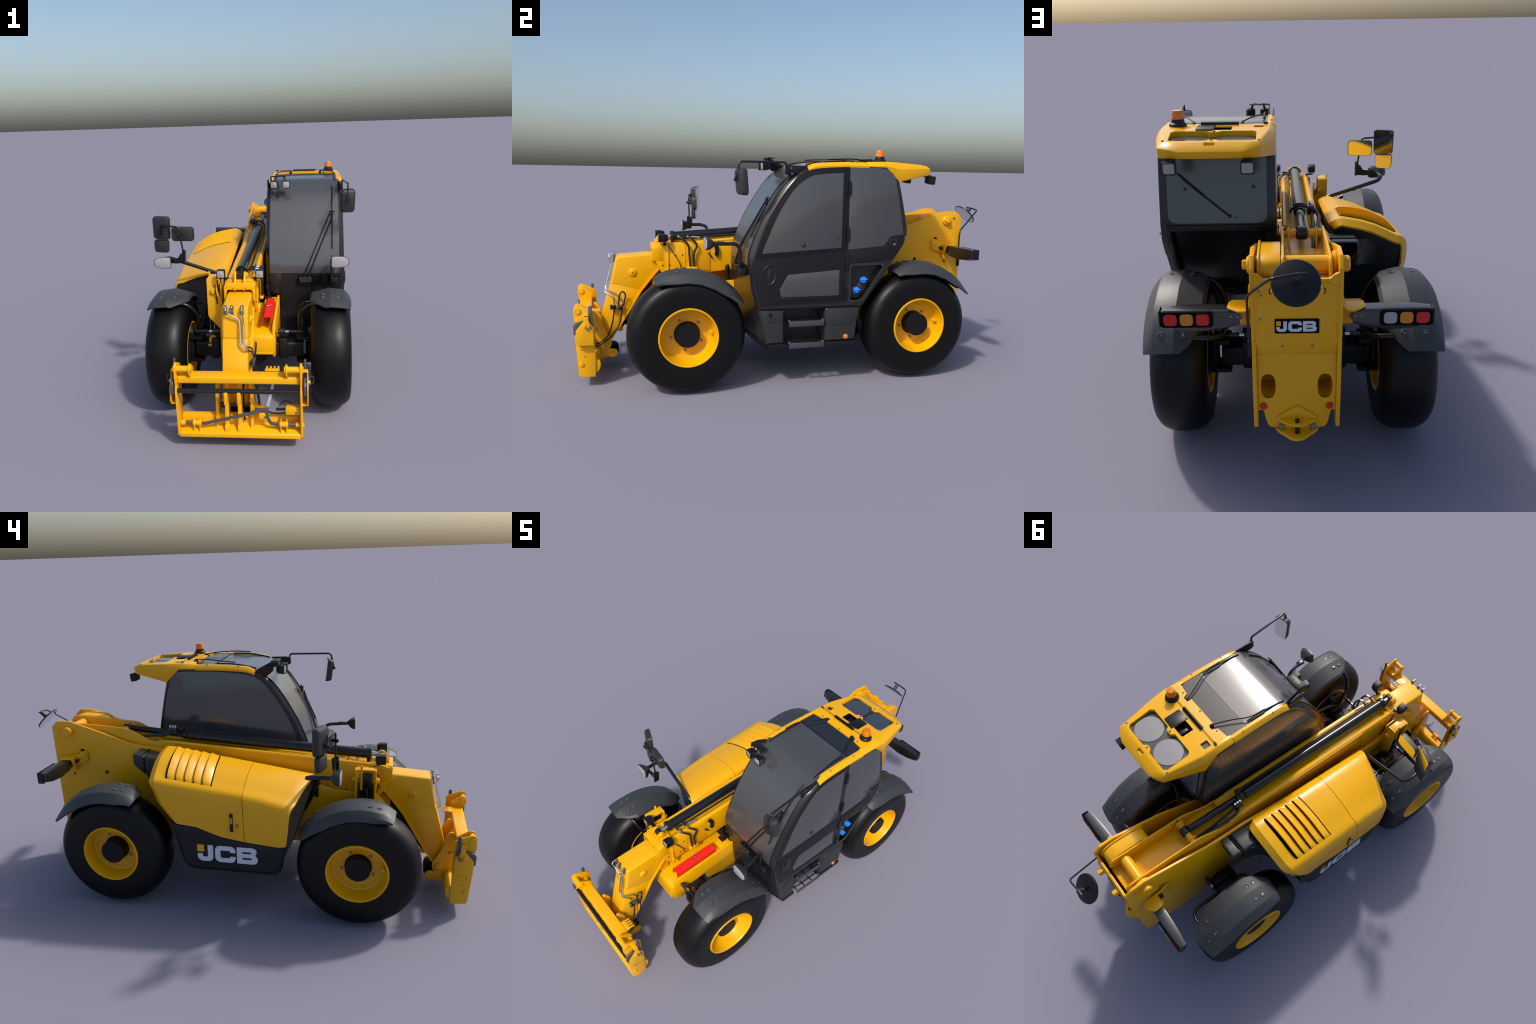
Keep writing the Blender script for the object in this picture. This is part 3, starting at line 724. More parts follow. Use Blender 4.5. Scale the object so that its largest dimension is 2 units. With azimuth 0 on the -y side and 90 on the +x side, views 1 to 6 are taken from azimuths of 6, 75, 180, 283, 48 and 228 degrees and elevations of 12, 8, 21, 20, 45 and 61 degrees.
def work_lamp(c, n, w, h, depth, parent):
    M = axis_matrix(c, n)
    k = rrect(w, h, w * 0.16)
    ob = slab("work_lamp", k, M, [(-depth * 0.55, 0.60), (-depth * 0.45, 0.80), (-depth * 0.15, 0.97), (depth * 0.5, 1.0), (depth * 0.5, 0.86), (depth * 0.42, 0.84)], BLK, parent, angle=30)
    slab("lamp_lens", k, M, [(depth * 0.38, 0.84), (depth * 0.45, 0.84), (depth * 0.47, 0.78)], LWHT, ob)
    return ob

build_boom()

# ------------------------------------------------------------------ quick-hitch carriage
def build_carriage():
    c = group("carriage", root)
    xs = (-0.2485, 0.2265)
    plate = round_poly([(-0.912, 0.322), (-0.930, 0.334), (-0.975, 0.354), (-0.990, 0.354), (-0.998, 0.342), (-0.9985, 0.300), (-0.990, 0.262), (-0.996, 0.235), (-0.982, 0.056), (-0.974, 0.046), (-0.915, 0.044)],
                       [.006, .004, .008, .006, .006, .004, .01, .004, .002, .002, .002])
    for x in xs:
        s = 1 if x > 0 else -1
        prism("side_plate", plate, 'x', x - 0.004, x + 0.004, YEL, c, bevel=0.0015)
        xi = x - s * 0.054
        prism("hook_lug", round_poly([(-0.925, 0.290), (-0.925, 0.318), (-0.975, 0.350), (-0.992, 0.348), (-0.998, 0.336), (-0.996, 0.312), (-0.980, 0.290)], [0, .01, .01, .008, .008, .008, 0]), 'x', xi - 0.0035, xi + 0.0035, YEL, c, bevel=0.0012)
        rod("hook_pin", (min(x, xi) - 0.004, -0.983, 0.330), (max(x, xi) + 0.004, -0.983, 0.330), 0.0125, YEL, c)
        for q in (x + s * 0.004, xi - s * 0.004):
            rod("pin_head", (q, -0.983, 0.330), (q + math.copysign(0.005, q - (x + xi) / 2), -0.983, 0.330), 0.014, YEL, c)
        rod("lower_pin_head", (x + s * 0.003, -0.971, 0.101), (x + s * 0.009, -0.971, 0.101), 0.010, YEL, c)
        for y, z in ((-0.970, 0.163), (-0.957, 0.134)):
            bolt((x + s * 0.004, y, z), (s, 0, 0), 0.0028, c, mat=STL)
        # guard plate bent outward round the locking lever
        gx = x + s * 0.010
        prism("guard_plate", round_poly([(-0.938, 0.314), (-0.957, 0.314), (-0.957, 0.292), (-0.990, 0.252), (-0.990, 0.196), (-0.975, 0.184), (-0.920, 0.184), (-0.918, 0.262), (-0.938, 0.288)], 0.003), 'x', gx + s * 0.012, gx + s * 0.016, YEL, c, bevel=0.001)
        box("guard_foot", (gx + s * 0.004, -0.948, 0.312), (0.024, 0.018, 0.008), YEL, c, bevel=0.002)
        box("guard_foot", (gx + s * 0.004, -0.950, 0.186), (0.024, 0.060, 0.006), YEL, c, bevel=0.002)
        # locking lever
        prism("lock_lever", round_poly([(-0.924, 0.352), (-0.938, 0.352), (-0.940, 0.298), (-0.928, 0.262), (-0.918, 0.270), (-0.924, 0.300)], [.005, .005, .004, .004, .004, .004]), 'x', gx + s * 0.001, gx + s * 0.008, STL, c, bevel=0.001)
        prism("lock_hook", round_poly([(-0.960, 0.292), (-0.992, 0.282), (-1.000, 0.270), (-0.998, 0.230), (-0.988, 0.235), (-0.984, 0.262), (-0.955, 0.275)], .004), 'x', gx + s * 0.000, gx + s * 0.009, STL, c, bevel=0.001)
        bolt((gx + s * 0.016, -0.944, 0.258), (s, 0, 0), 0.005, c, h=1.5)
        rod("linch_pin", (gx + s * 0.012, -0.932, 0.264), (gx + s * 0.024, -0.932, 0.264), 0.004, STL, c, n=10)
        tube("pin_ring", [(gx + s * 0.022, -0.932, 0.264), (gx + s * 0.022, -0.932, 0.284), (gx + s * 0.036, -0.932, 0.284), (gx + s * 0.036, -0.932, 0.256), (gx + s * 0.022, -0.932, 0.256)], 0.0013, STL, c, f=0.003, n=6)
        rod("guard_boss", (gx + s * 0.014, -0.955, 0.270), (gx + s * 0.024, -0.955, 0.270), 0.0055, YEL, c, n=12)
    x0, x1 = xs[0] + 0.004, xs[1] - 0.004
    prism("top_beam", [(-0.983, 0.270), (-0.983, 0.298), (-0.930, 0.302), (-0.930, 0.268)], 'x', x0, x1, YEL, c, bevel=0.005, seg=3)
    rod("locking_bar", (x0 + 0.001, -0.989, 0.2445), (x1 - 0.001, -0.989, 0.2445), 0.0092, CYL, c, n=24)
    prism("bottom_shelf", [(-0.982, 0.047), (-0.982, 0.064), (-0.976, 0.068), (-0.935, 0.084), (-0.929, 0.116), (-0.912, 0.122), (-0.897, 0.112), (-0.892, 0.090), (-0.900, 0.066), (-0.925, 0.048)], 'x', x0, x1, YEL, c, bevel=0.003)
    # link brackets between carriage and boom foot
    link_poly = round_poly([(-0.930, 0.270), (-0.922, 0.296), (-0.908, 0.292), (-0.890, 0.262), (-0.884, 0.220), (-0.866, 0.180), (-0.846, 0.150), (-0.846, 0.120), (-0.858, 0.106), (-0.822, 0.100), (-0.818, 0.080), (-0.830, 0.068), (-0.900, 0.060), (-0.960, 0.062), (-0.950, 0.100), (-0.942, 0.20)], 0.012)
    for x in (-0.101, 0.034):
        prism("link_bracket", link_poly, 'x', x - 0.006, x + 0.006, YEL, c, bevel=0.0015)
        s = 1 if x > 0 else -1
        rod("link_pin_head", (x + s * 0.005, -0.872, 0.132), (x + s * 0.013, -0.872, 0.132), 0.015, YEL, c)
        rod("link_pin_head", (x + s * 0.012, -0.872, 0.132), (x + s * 0.016, -0.872, 0.132), 0.010, YEL, c)
    rod("foot_pin", (-0.100, -0.872, 0.132), (0.034, -0.872, 0.132), 0.011, STL, c)
    prism("tilt_link", round_poly([(-0.905, 0.050), (-0.900, 0.092), (-0.845, 0.108), (-0.820, 0.104), (-0.812, 0.086), (-0.822, 0.070), (-0.850, 0.052)], 0.014), 'x', BX - 0.042, BX + 0.048, DARK, c, bevel=0.003)
    for x in (-0.0615, -0.0115):
        prism("rib", [(-0.940, 0.275), (-0.930, 0.275), (-0.905, 0.10), (-0.960, 0.062), (-0.972, 0.062), (-0.960, 0.16)], 'x', x - 0.0075, x + 0.0075, YEL, c, bevel=0.0015)
        box("bar_clamp", (x + 0.003, -0.992, 0.217), (0.0145, 0.016, 0.052), YEL, c, bevel=0.003)
        box("bar_clamp", (x + 0.003, -0.972, 0.217), (0.0145, 0.034, 0.040), YEL, c, bevel=0.003)
        prism("shelf_tooth", round_poly([(-0.976, 0.066), (-0.972, 0.092), (-0.950, 0.110), (-0.930, 0.110), (-0.930, 0.066)], 0.006), 'x', x - 0.0085, x + 0.0085, YEL, c, bevel=0.001)
    tube("hydraulic_hose", [(0.004, -0.935, 0.275), (0.004, -0.955, 0.20), (0.006, -0.952, 0.11)], 0.0034, DARK, c, n=8)
    prism("mid_panel", [(0.040, 0.088), (0.098, 0.088), (0.096, 0.160), (0.040, 0.160)], 'y', -0.934, -0.926, YEL, c, bevel=0.001)
    # locking pins and rods
    for xa, s in ((-0.244, 1), (0.222, -1)):
        rod("lock_collar", (xa, -0.965, 0.100), (xa + s * 0.020, -0.965, 0.100), 0.010, YEL, c)
        rod("lock_pin", (xa, -0.965, 0.100), (xa + s * 0.055, -0.965, 0.100), 0.0078, STL, c)
        rod("lock_sleeve", (xa + s * 0.048, -0.965, 0.100), (xa + s * 0.082, -0.965, 0.100), 0.011, YEL, c)
        for k in (0.054, 0.076):
            prism("sleeve_lug", round_poly([(-0.976, 0.060), (-0.974, 0.108), (-0.958, 0.120), (-0.946, 0.116), (-0.940, 0.080)], [0, .006, .006, .006, 0]), 'x', xa + s * k - 0.002, xa + s * k + 0.002, YEL, c, bevel=0.0008)
    ribbon("link_rod", [(-0.160, -0.968, 0.099), (-0.145, -0.968, 0.100), (0.050, -0.968, 0.150), (0.066, -0.966, 0.157)], 0.004, 0.011, STL, c, wdir=(0, 1, 0), bevel=0.001)
    ribbon("bell_crank", [(0.046, -0.962, 0.158), (0.100, -0.962, 0.156)], 0.004, 0.014, STL, c, wdir=(0, 1, 0), bevel=0.001)
    ribbon("crank_lever", [(0.094, -0.966, 0.150), (0.096, -0.966, 0.126), (0.108, -0.966, 0.104), (0.140, -0.966, 0.098)], 0.004, 0.012, STL, c, wdir=(0, 1, 0), bevel=0.001)
    box("crank_block", (0.078, -0.955, 0.132), (0.032, 0.026, 0.026), YEL, c)
    bolt((0.086, -0.968, 0.130), (0, -1, 0), 0.004, c, mat=STL)
    rod("lock_ram_rod", (0.084, -0.958, 0.159), (0.132, -0.958, 0.159), 0.0036, CHR, c, n=12)
    rod("lock_ram", (0.128, -0.958, 0.159), (0.170, -0.958, 0.159), 0.0058, CYL, c, n=14)
    box("lock_ram_box", (0.193, -0.958, 0.158), (0.056, 0.030, 0.032), YEL, c, bevel=0.004)
    bolt((0.205, -0.973, 0.152), (0, -1, 0), 0.004, c, mat=STL)
    tube("hydraulic_hose", [(0.092, -0.945, 0.145), (0.105, -0.930, 0.128), (0.15, -0.925, 0.126), (0.195, -0.930, 0.135), (0.205, -0.945, 0.150)], 0.003, HOSE, c, f=0.03, n=8)
    tube("hydraulic_hose", [(0.140, -0.950, 0.168), (0.155, -0.938, 0.184), (0.18, -0.935, 0.180), (0.190, -0.945, 0.165)], 0.003, HOSE, c, f=0.02, n=8)
    ribbon("reflective_strap", [(0.094, -0.940, 0.160), (0.102, -0.925, 0.185), (0.112, -0.918, 0.225), (0.120, -0.925, 0.262)], 0.006, 0.002, CHR, c)
    # comb-shaped hose guide on the back of the beam
    box("hose_comb", (0.115, -0.922, 0.3045), (0.056, 0.018, 0.005), YEL, c, bevel=0.001)
    for k in range(4):
        box("comb_tooth", (0.0935 + 0.0145 * k, -0.903, 0.3045), (0.0075, 0.026, 0.0046), YEL, c, bevel=0.001)
    for x in (-0.150, 0.120):
        tube("spring_clip", [(x, -0.932, 0.235), (x, -0.915, 0.225), (x + 0.012, -0.905, 0.218)], 0.0016, STL, c, n=6)
        tube("spring_clip", [(x - 0.010, -0.912, 0.226), (x + 0.010, -0.905, 0.215)], 0.0016, STL, c, n=6)

build_carriage()

# ------------------------------------------------------------------ cab
CAB_FULL = [(-0.262, 0.350), (-0.281, 0.430), (-0.2985, 0.530), (-0.291, 0.596), (-0.252, 0.697), (-0.210, 0.773), (-0.169, 0.838), (-0.134, 0.882), (-0.107, 0.905), (-0.084, 0.922), (-0.053, 0.938), (0.0, 0.948), (0.127, 0.952), (0.290, 0.948), (0.322, 0.936), (0.345, 0.912), (0.360, 0.885), (0.380, 0.806), (0.406, 0.685), (0.407, 0.654), (0.394, 0.610), (0.378, 0.585), (0.300, 0.472), (0.213, 0.345)]
CAB_SIDE = [(-0.257, 0.350), (-0.276, 0.430), (-0.288, 0.530), (-0.264, 0.599), (-0.231, 0.693), (-0.184, 0.784), (-0.142, 0.846), (-0.102, 0.893), (-0.078, 0.911), (-0.056, 0.924), (-0.020, 0.933), (0.020, 0.938), (0.127, 0.945), (0.290, 0.942), (0.318, 0.931), (0.342, 0.909), (0.355, 0.887), (0.377, 0.806), (0.403, 0.685), (0.404, 0.654), (0.391, 0.610), (0.375, 0.585), (0.297, 0.471), (0.208, 0.347)]
XO = 0.412           # outer face of the door side

def sheet(name, line, x0, x1, off, thick, mat, parent, nx=8, bulge=0.0):
    """curved sheet following a y-z line, with slight crossways bulge"""
    pts = [V(p) for p in line]
    nrm = []
    for i in range(len(pts)):
        t = (pts[min(i + 1, len(pts) - 1)] - pts[max(i - 1, 0)]).normalized()
        nrm.append(V((-t.y, t.x)))
    rings = []
    for p, nn in zip(pts, nrm):
        top, bot = [], []
        for k in range(nx + 1):
            s = k / nx
            x = x0 + (x1 - x0) * s
            d = off + bulge * (1 - (2 * s - 1) ** 2)
            a = p + nn * d
            bq = p + nn * (off - thick)
            top.append((x, a.x, a.y))
            bot.append((x, bq.x, bq.y))
        rings.append(top + bot[::-1])
    return loft(name, rings, mat, parent, angle=40)

def smooth_line(pts, n=4):
    """Catmull-Rom through control points"""
    P = [V(p) for p in pts]
    P = [P[0] * 2 - P[1]] + P + [P[-1] * 2 - P[-2]]
    out = []
    for i in range(1, len(P) - 2):
        a, b, c, d = P[i - 1:i + 3]
        for k in range(n):
            t = k / n
            out.append(0.5 * ((2 * b) + (c - a) * t + (2 * a - 5 * b + 4 * c - d) * t * t + (3 * b - a - 3 * c + d) * t ** 3))
    out.append(P[-2])
    return [tuple(p) for p in out]

def build_cab():
    cab = group("cab", root)
    f = smooth_line(CAB_FULL, 4)
    s = smooth_line(CAB_SIDE, 4)
    mid = [tuple(V(a) * 0.45 + V(b) * 0.55) for a, b in zip(f, s)]
    mk = lambda x, l: [(x, y, z) for y, z in l]
    shell = loft("cab_frame", [mk(0.0455, s), mk(0.051, mid), mk(0.063, f), mk(0.394, f), mk(0.406, mid), mk(XO, s)], BLKG, cab, angle=30)
    pocket = round_poly([(0.150, 0.522), (0.150, 0.372), (0.200, 0.372), (0.210, 0.385), (0.298, 0.514), (0.286, 0.522)], 0.008)
    well = [(0.45, 0.648), (0.365, 0.648), (0.325, 0.575), (0.235, 0.44), (0.185, 0.37), (0.185, 0.30), (0.30, 0.30)]
    cut(shell, [prism("cutter", pocket, 'x', 0.382, 0.45, DARK, None), prism("cutter", well, 'x', 0.075, 0.3815, DARK, None)])
    # windscreen, roof glass and sun blind
    ws = [p for p in smooth_line(CAB_FULL, 4) if p[1] > 0.529 and p[0] < 0.139] + [(0.139, 0.9522)]
    sheet("windscreen", ws, 0.0645, 0.3925, 0.0022, 0.006, GLS2, cab, bulge=0.0)
    sheet("roof_blind", [(0.1415, 0.955), (0.185, 0.955), (0.262, 0.954)], 0.067, 0.390, 0.0018, 0.006, GLS3, cab, bulge=0.001)
    for x in (0.0630, 0.3945):
        tube("windscreen_seal", [(x, y - 0.001, z + 0.001) for y, z in ws[::3] + [ws[-1]]], 0.0028, BLK, cab, f=0.004, n=8)
    # front lower panel
    def fy(z):
        return -0.3000 + (0.528 - z) * 0.03
    inner = [(-0.3030, 0.528), (-0.3010, 0.430), (-0.2970, 0.350), (-0.2920, 0.303), (-0.2895, 0.297), (-0.2870, 0.290), (-0.2860, 0.250), (-0.2820, 0.218)]
    outer = [(-0.2990, 0.528), (-0.2860, 0.430), (-0.2620, 0.350), (-0.2450, 0.303), (-0.2420, 0.297), (-0.2380, 0.290), (-0.2320, 0.240), (-0.2160, 0.190)]
    cols = []
    for x, t in ((0.117, 0.0), (0.20, 0.28), (0.30, 0.62), (0.372, 0.88), (0.399, 1.0)):
        c = [(x, a[0] * (1 - t) + b[0] * t, a[1] * (1 - t) + b[1] * t) for a, b in zip(inner, outer)]
        cols.append(c + [(x, -0.150, 0.195), (x, -0.150, 0.528)])
    loft("front_panel", cols, BLKG, cab, angle=25)
    prism("front_panel_wing", [(0.0645, 0.528), (0.119, 0.528), (0.119, 0.436), (0.0645, 0.438)], 'y', -0.3025, -0.28, BLKG, cab, bevel=0.001)
    for x, z in ((0.085, 0.490), (0.139, 0.353), (0.372, 0.500), (0.190, 0.508)):
        bolt((x, fy(z) - 0.0035, z), (0, -1, 0), 0.005, cab, mat=BLKG)
    slab("wiper_housing", rrect(0.180, 0.034, 0.006), axis_matrix((0.285, fy(0.502) - 0.003, 0.502), (0, -1, 0)), [(-0.004, 1), (0.008, 1), (0.010, 0.96)], DARK, cab)
    slab("wiper_motor", rrect(0.058, 0.026, 0.006), axis_matrix((0.232, fy(0.502) - 0.010, 0.502), (0, -1, 0)), [(-0.004, 1), (0.010, 1), (0.013, 0.9)], PLA, cab)
    # front wiper: two parallel arms and one blade
    def on_ws(z, x, d=0.012):
        l = sorted([(b, a) for a, b in ws])
        return V((x, lerp_table(l, z) - d, z + d * 0.5))
    top = on_ws(0.795, 0.361, 0.014)
    tube("wiper_arm", [(0.218, -0.322, 0.500), on_ws(0.60, 0.262), on_ws(0.80, 0.352, 0.016)], 0.0030, BLK, cab, f=0.03, n=8)
    tube("wiper_arm", [(0.241, -0.322, 0.500), on_ws(0.60, 0.282), on_ws(0.775, 0.360, 0.016)], 0.0034, BLK, cab, f=0.03, n=8)
    tube("wiper_blade", [on_ws(0.64, 0.360, 0.006), on_ws(0.70, 0.360, 0.007), on_ws(0.77, 0.361, 0.008), on_ws(0.84, 0.362, 0.007), on_ws(0.885, 0.363, 0.006), on_ws(0.915, 0.364, 0.006)], 0.0035, BLK, cab, f=0.05, n=8)
    box("wiper_joint", tuple(on_ws(0.785, 0.361, 0.013)), (0.010, 0.012, 0.030), BLK, cab)
    box("wiper_joint", tuple(on_ws(0.80, 0.360, 0.017)), (0.028, 0.006, 0.008), BLK, cab)
    # roof wipers
    for px, dx in ((0.307, 1), (0.150, -1)):
        box("wiper_pivot", (px, 0.246, 0.962), (0.012, 0.016, 0.012), BLK, cab)
        ex = 0.375 if dx > 0 else 0.083
        tube("wiper_arm", [(px, 0.246, 0.968), (px + (ex - px) * 0.5, 0.17, 0.974), (ex, 0.110, 0.972), (ex + 0.002 * dx, 0.04, 0.968)], 0.0026, BLK, cab, f=0.03, n=8)
        tube("wiper_blade", [(ex, 0.125, 0.961), (ex, 0.05, 0.961), (ex + 0.002 * dx, -0.02, 0.951), (ex + 0.003 * dx, -0.055, 0.942)], 0.0032, BLK, cab, f=0.04, n=8)
    # side windows and door on the entry side
    door_edge = [(-0.263, 0.602), (-0.230, 0.695), (-0.183, 0.785), (-0.141, 0.847), (-0.101, 0.893), (-0.060, 0.919), (-0.020, 0.930), (0.040, 0.936), (0.126, 0.940)]
    dg = smooth_line([(-0.2445, 0.580), (-0.238, 0.602), (-0.206, 0.680), (-0.170, 0.756), (-0.128, 0.823), (-0.088, 0.868), (-0.039, 0.899), (0.000, 0.907), (0.041, 0.911), (0.101, 0.915)], 3) + [(0.102, 0.600)]
    door = prism("door", smooth_line(door_edge, 2) + [(0.128, 0.586), (-0.275, 0.559)], 'x', XO - 0.002, XO + 0.0030, BLK, cab, bevel=0.001)
    prism("door_window", dg, 'x', XO + 0.002, XO + 0.0045, GLS, door, bevel=0.0008)
    lower = round_poly([(0.128, 0.583), (0.127, 0.365), (-0.246, 0.363), (-0.283, 0.505), (-0.2755, 0.556)], [0, .003, .004, .03, .002])
    prism("door_lower_panel", lower, 'x', XO - 0.002, XO + 0.0030, BLK, door, bevel=0.001)
    lw = round_poly([(-0.132, 0.490), (0.096, 0.506), (0.097, 0.395), (-0.159, 0.395), (-0.168, 0.428)], [.006, .003, .004, .004, .006])
    prism("door_lower_window", lw, 'x', XO + 0.002, XO + 0.0045, GLS, door, bevel=0.0008)
    prism("window_ledge", [(-0.166, 0.392), (0.104, 0.392), (0.098, 0.382), (-0.164, 0.380)], 'x', XO, XO + 0.006, BLK, door, bevel=0.001)
    # door handle: oval dish with grip
    M = axis_matrix((XO + 0.003, -0.212, 0.491), (1, 0, 0))
    ov = [(0.029 * math.cos(a), 0.044 * math.sin(a)) for a in [2 * math.pi * i / 32 for i in range(32)]]
    slab("door_handle_dish", ov, M, [(-0.003, 1.0), (0.003, 1.0), (0.0045, 0.93), (0.003, 0.84), (0.0005, 0.76)], BLKG, door)
    slab("door_handle", [(u * 0.30, v * 0.72) for u, v in ov], M, [(0.0, 1.0), (0.007, 0.95), (0.009, 0.7)], BLKG, door)
    for y, z, r in ((-0.068, 0.616, 0.0085),):
        lathe("window_lock", [(0, 0.006), (0.005, 0.006), (0.0085, 0.003), (0.0085, 0)], (XO + 0.0045, y, z), (1, 0, 0), BLK, door, n=20)
        bolt((XO + 0.010, y, z), (1, 0, 0), 0.003, door)
    lathe("window_stud", [(0, 0.003), (0.004, 0.003), (0.005, 0)], (XO + 0.0045, 0.085, 0.642), (1, 0, 0), PLA, door, n=16)
    quarter = round_poly([(0.131, 0.938), (0.289, 0.936), (0.322, 0.920), (0.341, 0.896), (0.369, 0.765), (0.3895, 0.653), (0.332, 0.648), (0.302, 0.609), (0.296, 0.604), (0.134, 0.591)], [.002, .02, .01, .02, 0, .004, .01, .01, .006, .002])
    prism("quarter_window", quarter, 'x', XO + 0.0004, XO + 0.0022, GLS, cab, bevel=0.0006)
    waist = round_poly([(0.134, 0.588), (0.300, 0.603), (0.334, 0.645), (0.389, 0.650), (0.389, 0.612), (0.374, 0.588), (0.345, 0.545), (0.138, 0.531)], [.002, .006, .01, .006, .02, .01, .004, .002])
    prism("waist_panel", waist, 'x', XO + 0.0002, XO + 0.0030, BLK, cab, bevel=0.001)
    lathe("fuel_lock", [(0, 0.001), (0.008, 0.001), (0.011, 0.004), (0.016, 0.0045), (0.0195, 0.0035), (0.0205, 0)], (XO + 0.003, 0.340, 0.618), (1, 0, 0), BLKG, cab, n=32)
    # service pocket with the two blue filler caps
    rim = offset_poly(pocket, -0.010)
    loft("pocket_frame", [[(x, y, z) for y, z in p] for x, p in ((XO - 0.002, rim), (XO + 0.003, rim), (XO + 0.003, pocket), (XO - 0.03, pocket))], PLA, cab, ring_loop=True, angle=30)
    prism("pocket_shelf", [(0.150, 0.372), (0.200, 0.372), (0.245, 0.438), (0.205, 0.448), (0.190, 0.428), (0.150, 0.428)], 'x', 0.376, 0.392, PLA, cab, bevel=0.006)
    for y, z in ((0.217, 0.452), (0.185, 0.408)):
        cap = lathe("filler_cap", [(0, 0.018), (0.011, 0.018), (0.014, 0.014), (0.0150, 0.0)], (0.391, y, z), (0.92, -0.1, 0.35), BLUE, cab, n=24)
        lathe("filler_neck", [(0.018, -0.012), (0.019, 0.001), (0.010, 0.002)], (0.391, y, z), (0.92, -0.1, 0.35), BLK, cab, n=24)
        Mc = axis_matrix((0.391, y, z), (0.92, -0.1, 0.35))
        slab("cap_grip", rrect(0.028, 0.006, 0.002), Mc, [(0.012, 1), (0.023, 1), (0.024, 0.8)], BLUE, cap)
    # door hinges
    for z0, z1 in ((0.815, 0.885), (0.625, 0.690), (0.500, 0.560), (0.376, 0.430)):
        prism("hinge", round_poly([(0.124, z0), (0.1375, z0 + 0.008), (0.1375, z1 - 0.008), (0.124, z1)], .002), 'x', XO + 0.001, XO + 0.008, BLK, cab, bevel=0.001)
    # boom-side window
    bs = offset_poly(s, 0.013)
    pts = [p for p in bs if p[1] > 0.56]
    prism("boom_side_window", pts, 'x', 0.0435, 0.0462, GLS, cab, bevel=0.0006)
    # rear window
    p0, p1 = V((0, 0.362, 0.889)), V((0, 0.4080, 0.676))
    up = (p0 - p1).normalized()
    nn = V((-1, 0, 0)).cross(up)
    nn = nn if nn.y > 0 else -nn
    M = Matrix((V((1, 0, 0)), up, V((1, 0, 0)).cross(up))).transposed().to_4x4()
    sgn = 1 if V((1, 0, 0)).cross(up).y > 0 else -1
    M.translation = (p0 + p1) / 2 + V((0.2285, 0, 0)) + nn * 0.0012
    h = (p0 - p1).length
    rw = round_poly([(-0.157, h / 2), (0.157, h / 2), (0.157, -h / 2), (-0.157, -h / 2)], [.004, .004, .03, .03], 5)
    slab("rear_window", rw, M, [(-0.002, 1), (sgn * 0.0026, 1)], GLS2, cab)
    on_r = lambda x, t, d=0.006: (p0 * (1 - t) + p1 * t) + V((x, 0, 0)) + nn * d
    tube("rear_wiper", [on_r(0.352, 0.27), on_r(0.325, 0.40), on_r(0.19, 0.90, 0.010)], 0.003, BLK, cab, n=8)
    tube("rear_wiper_blade", [on_r(0.350, 0.28, 0.004), on_r(0.27, 0.60, 0.005)], 0.0042, BLK, cab, n=8)
    lathe("wiper_pivot", [(0, 0.012), (0.005, 0.012), (0.007, 0)], tuple(on_r(0.19, 0.90, 0)), tuple(nn), BLK, cab, n=16)
    for x, t, r in ((0.328, 0.50, 0.0065), (0.113, 0.48, 0.0065), (0.172, 0.91, 0.003)):
        lathe("window_stud", [(0, 0.004), (r * 0.8, 0.004), (r, 0.001)], tuple(on_r(x, t, 0.002)), tuple(nn), PLA, cab, n=16)
    box("rear_sill", (0.2285, 0.409, 0.661), (0.33, 0.012, 0.020), BLK, cab, bevel=0.003)
    bolt((XO + 0.004, 0.398, 0.640), (1, 0, 0), 0.004, cab)
    for x in (0.343, 0.121):
        lamp = work_lamp((x, 0.543, 0.888), (0, 1, -0.12), 0.040, 0.037, 0.034, cab)
        box("lamp_bracket", (x, 0.528, 0.905), (0.03, 0.03, 0.010), BLK, lamp)
    # lamp cluster on the boom-side roof corner
    box("lamp_plate", (0.106, -0.138, 0.974), (0.076, 0.034, 0.004), BLK, cab, bevel=0.001)
    prism("lamp_plate_stay", [(-0.155, 0.974), (-0.125, 0.974), (-0.060, 0.940), (-0.075, 0.930), (-0.120, 0.948), (-0.155, 0.955)], 'x', 0.066, 0.070, BLK, cab, bevel=0.001)
    prism("lamp_plate_stay", [(-0.140, 0.960), (-0.100, 0.955), (-0.055, 0.935), (-0.075, 0.915), (-0.110, 0.915), (-0.135, 0.935)], 'x', 0.050, 0.055, BLK, cab, bevel=0.001)
    for x in (0.090, 0.122):
        bolt((x, -0.138, 0.976), (0, 0, 1), 0.004, cab, mat=CYL)
    for x in (0.087, 0.142):
        lamp = work_lamp((x, -0.166, 0.938), (0.10 if x > 0.1 else -0.15, -1, -0.05), 0.036, 0.037, 0.036, cab)
        rod("lamp_stalk", (x * 0.7 + 0.03, -0.145, 0.974), (x, -0.162, 0.950), 0.004, BLK, lamp, n=8)
    # rear-view mirror on the door pillar
    m = group("cab_mirror", root)
    prism("mirror_mount", round_poly([(-0.150, 0.905), (-0.150, 0.938), (-0.130, 0.942), (-0.060, 0.940), (-0.060, 0.928), (-0.105, 0.905), (-0.125, 0.897)], .003), 'x', 0.398, 0.404, BLK, m, bevel=0.001)
    for y, z in ((-0.125, 0.930), (-0.121, 0.908)):
        bolt((0.404, y, z), (1, 0, 0), 0.004, m)
    box("mirror_hinge", (0.408, -0.146, 0.919), (0.014, 0.014, 0.030), BLK, m)
    tube("mirror_arm", [(0.408, -0.146, 0.920), (0.412, -0.148, 0.953), (0.430, -0.346, 0.953), (0.428, -0.362, 0.886)], 0.0045, CYL, m, f=0.014)
    M = axis_matrix((0.429, -0.336, 0.874), (-0.22, 0.97, 0.10))
    k = rrect(0.066, 0.108, 0.014)
    k = [(u * (1.0 + 0.6 * v), v) for u, v in k]
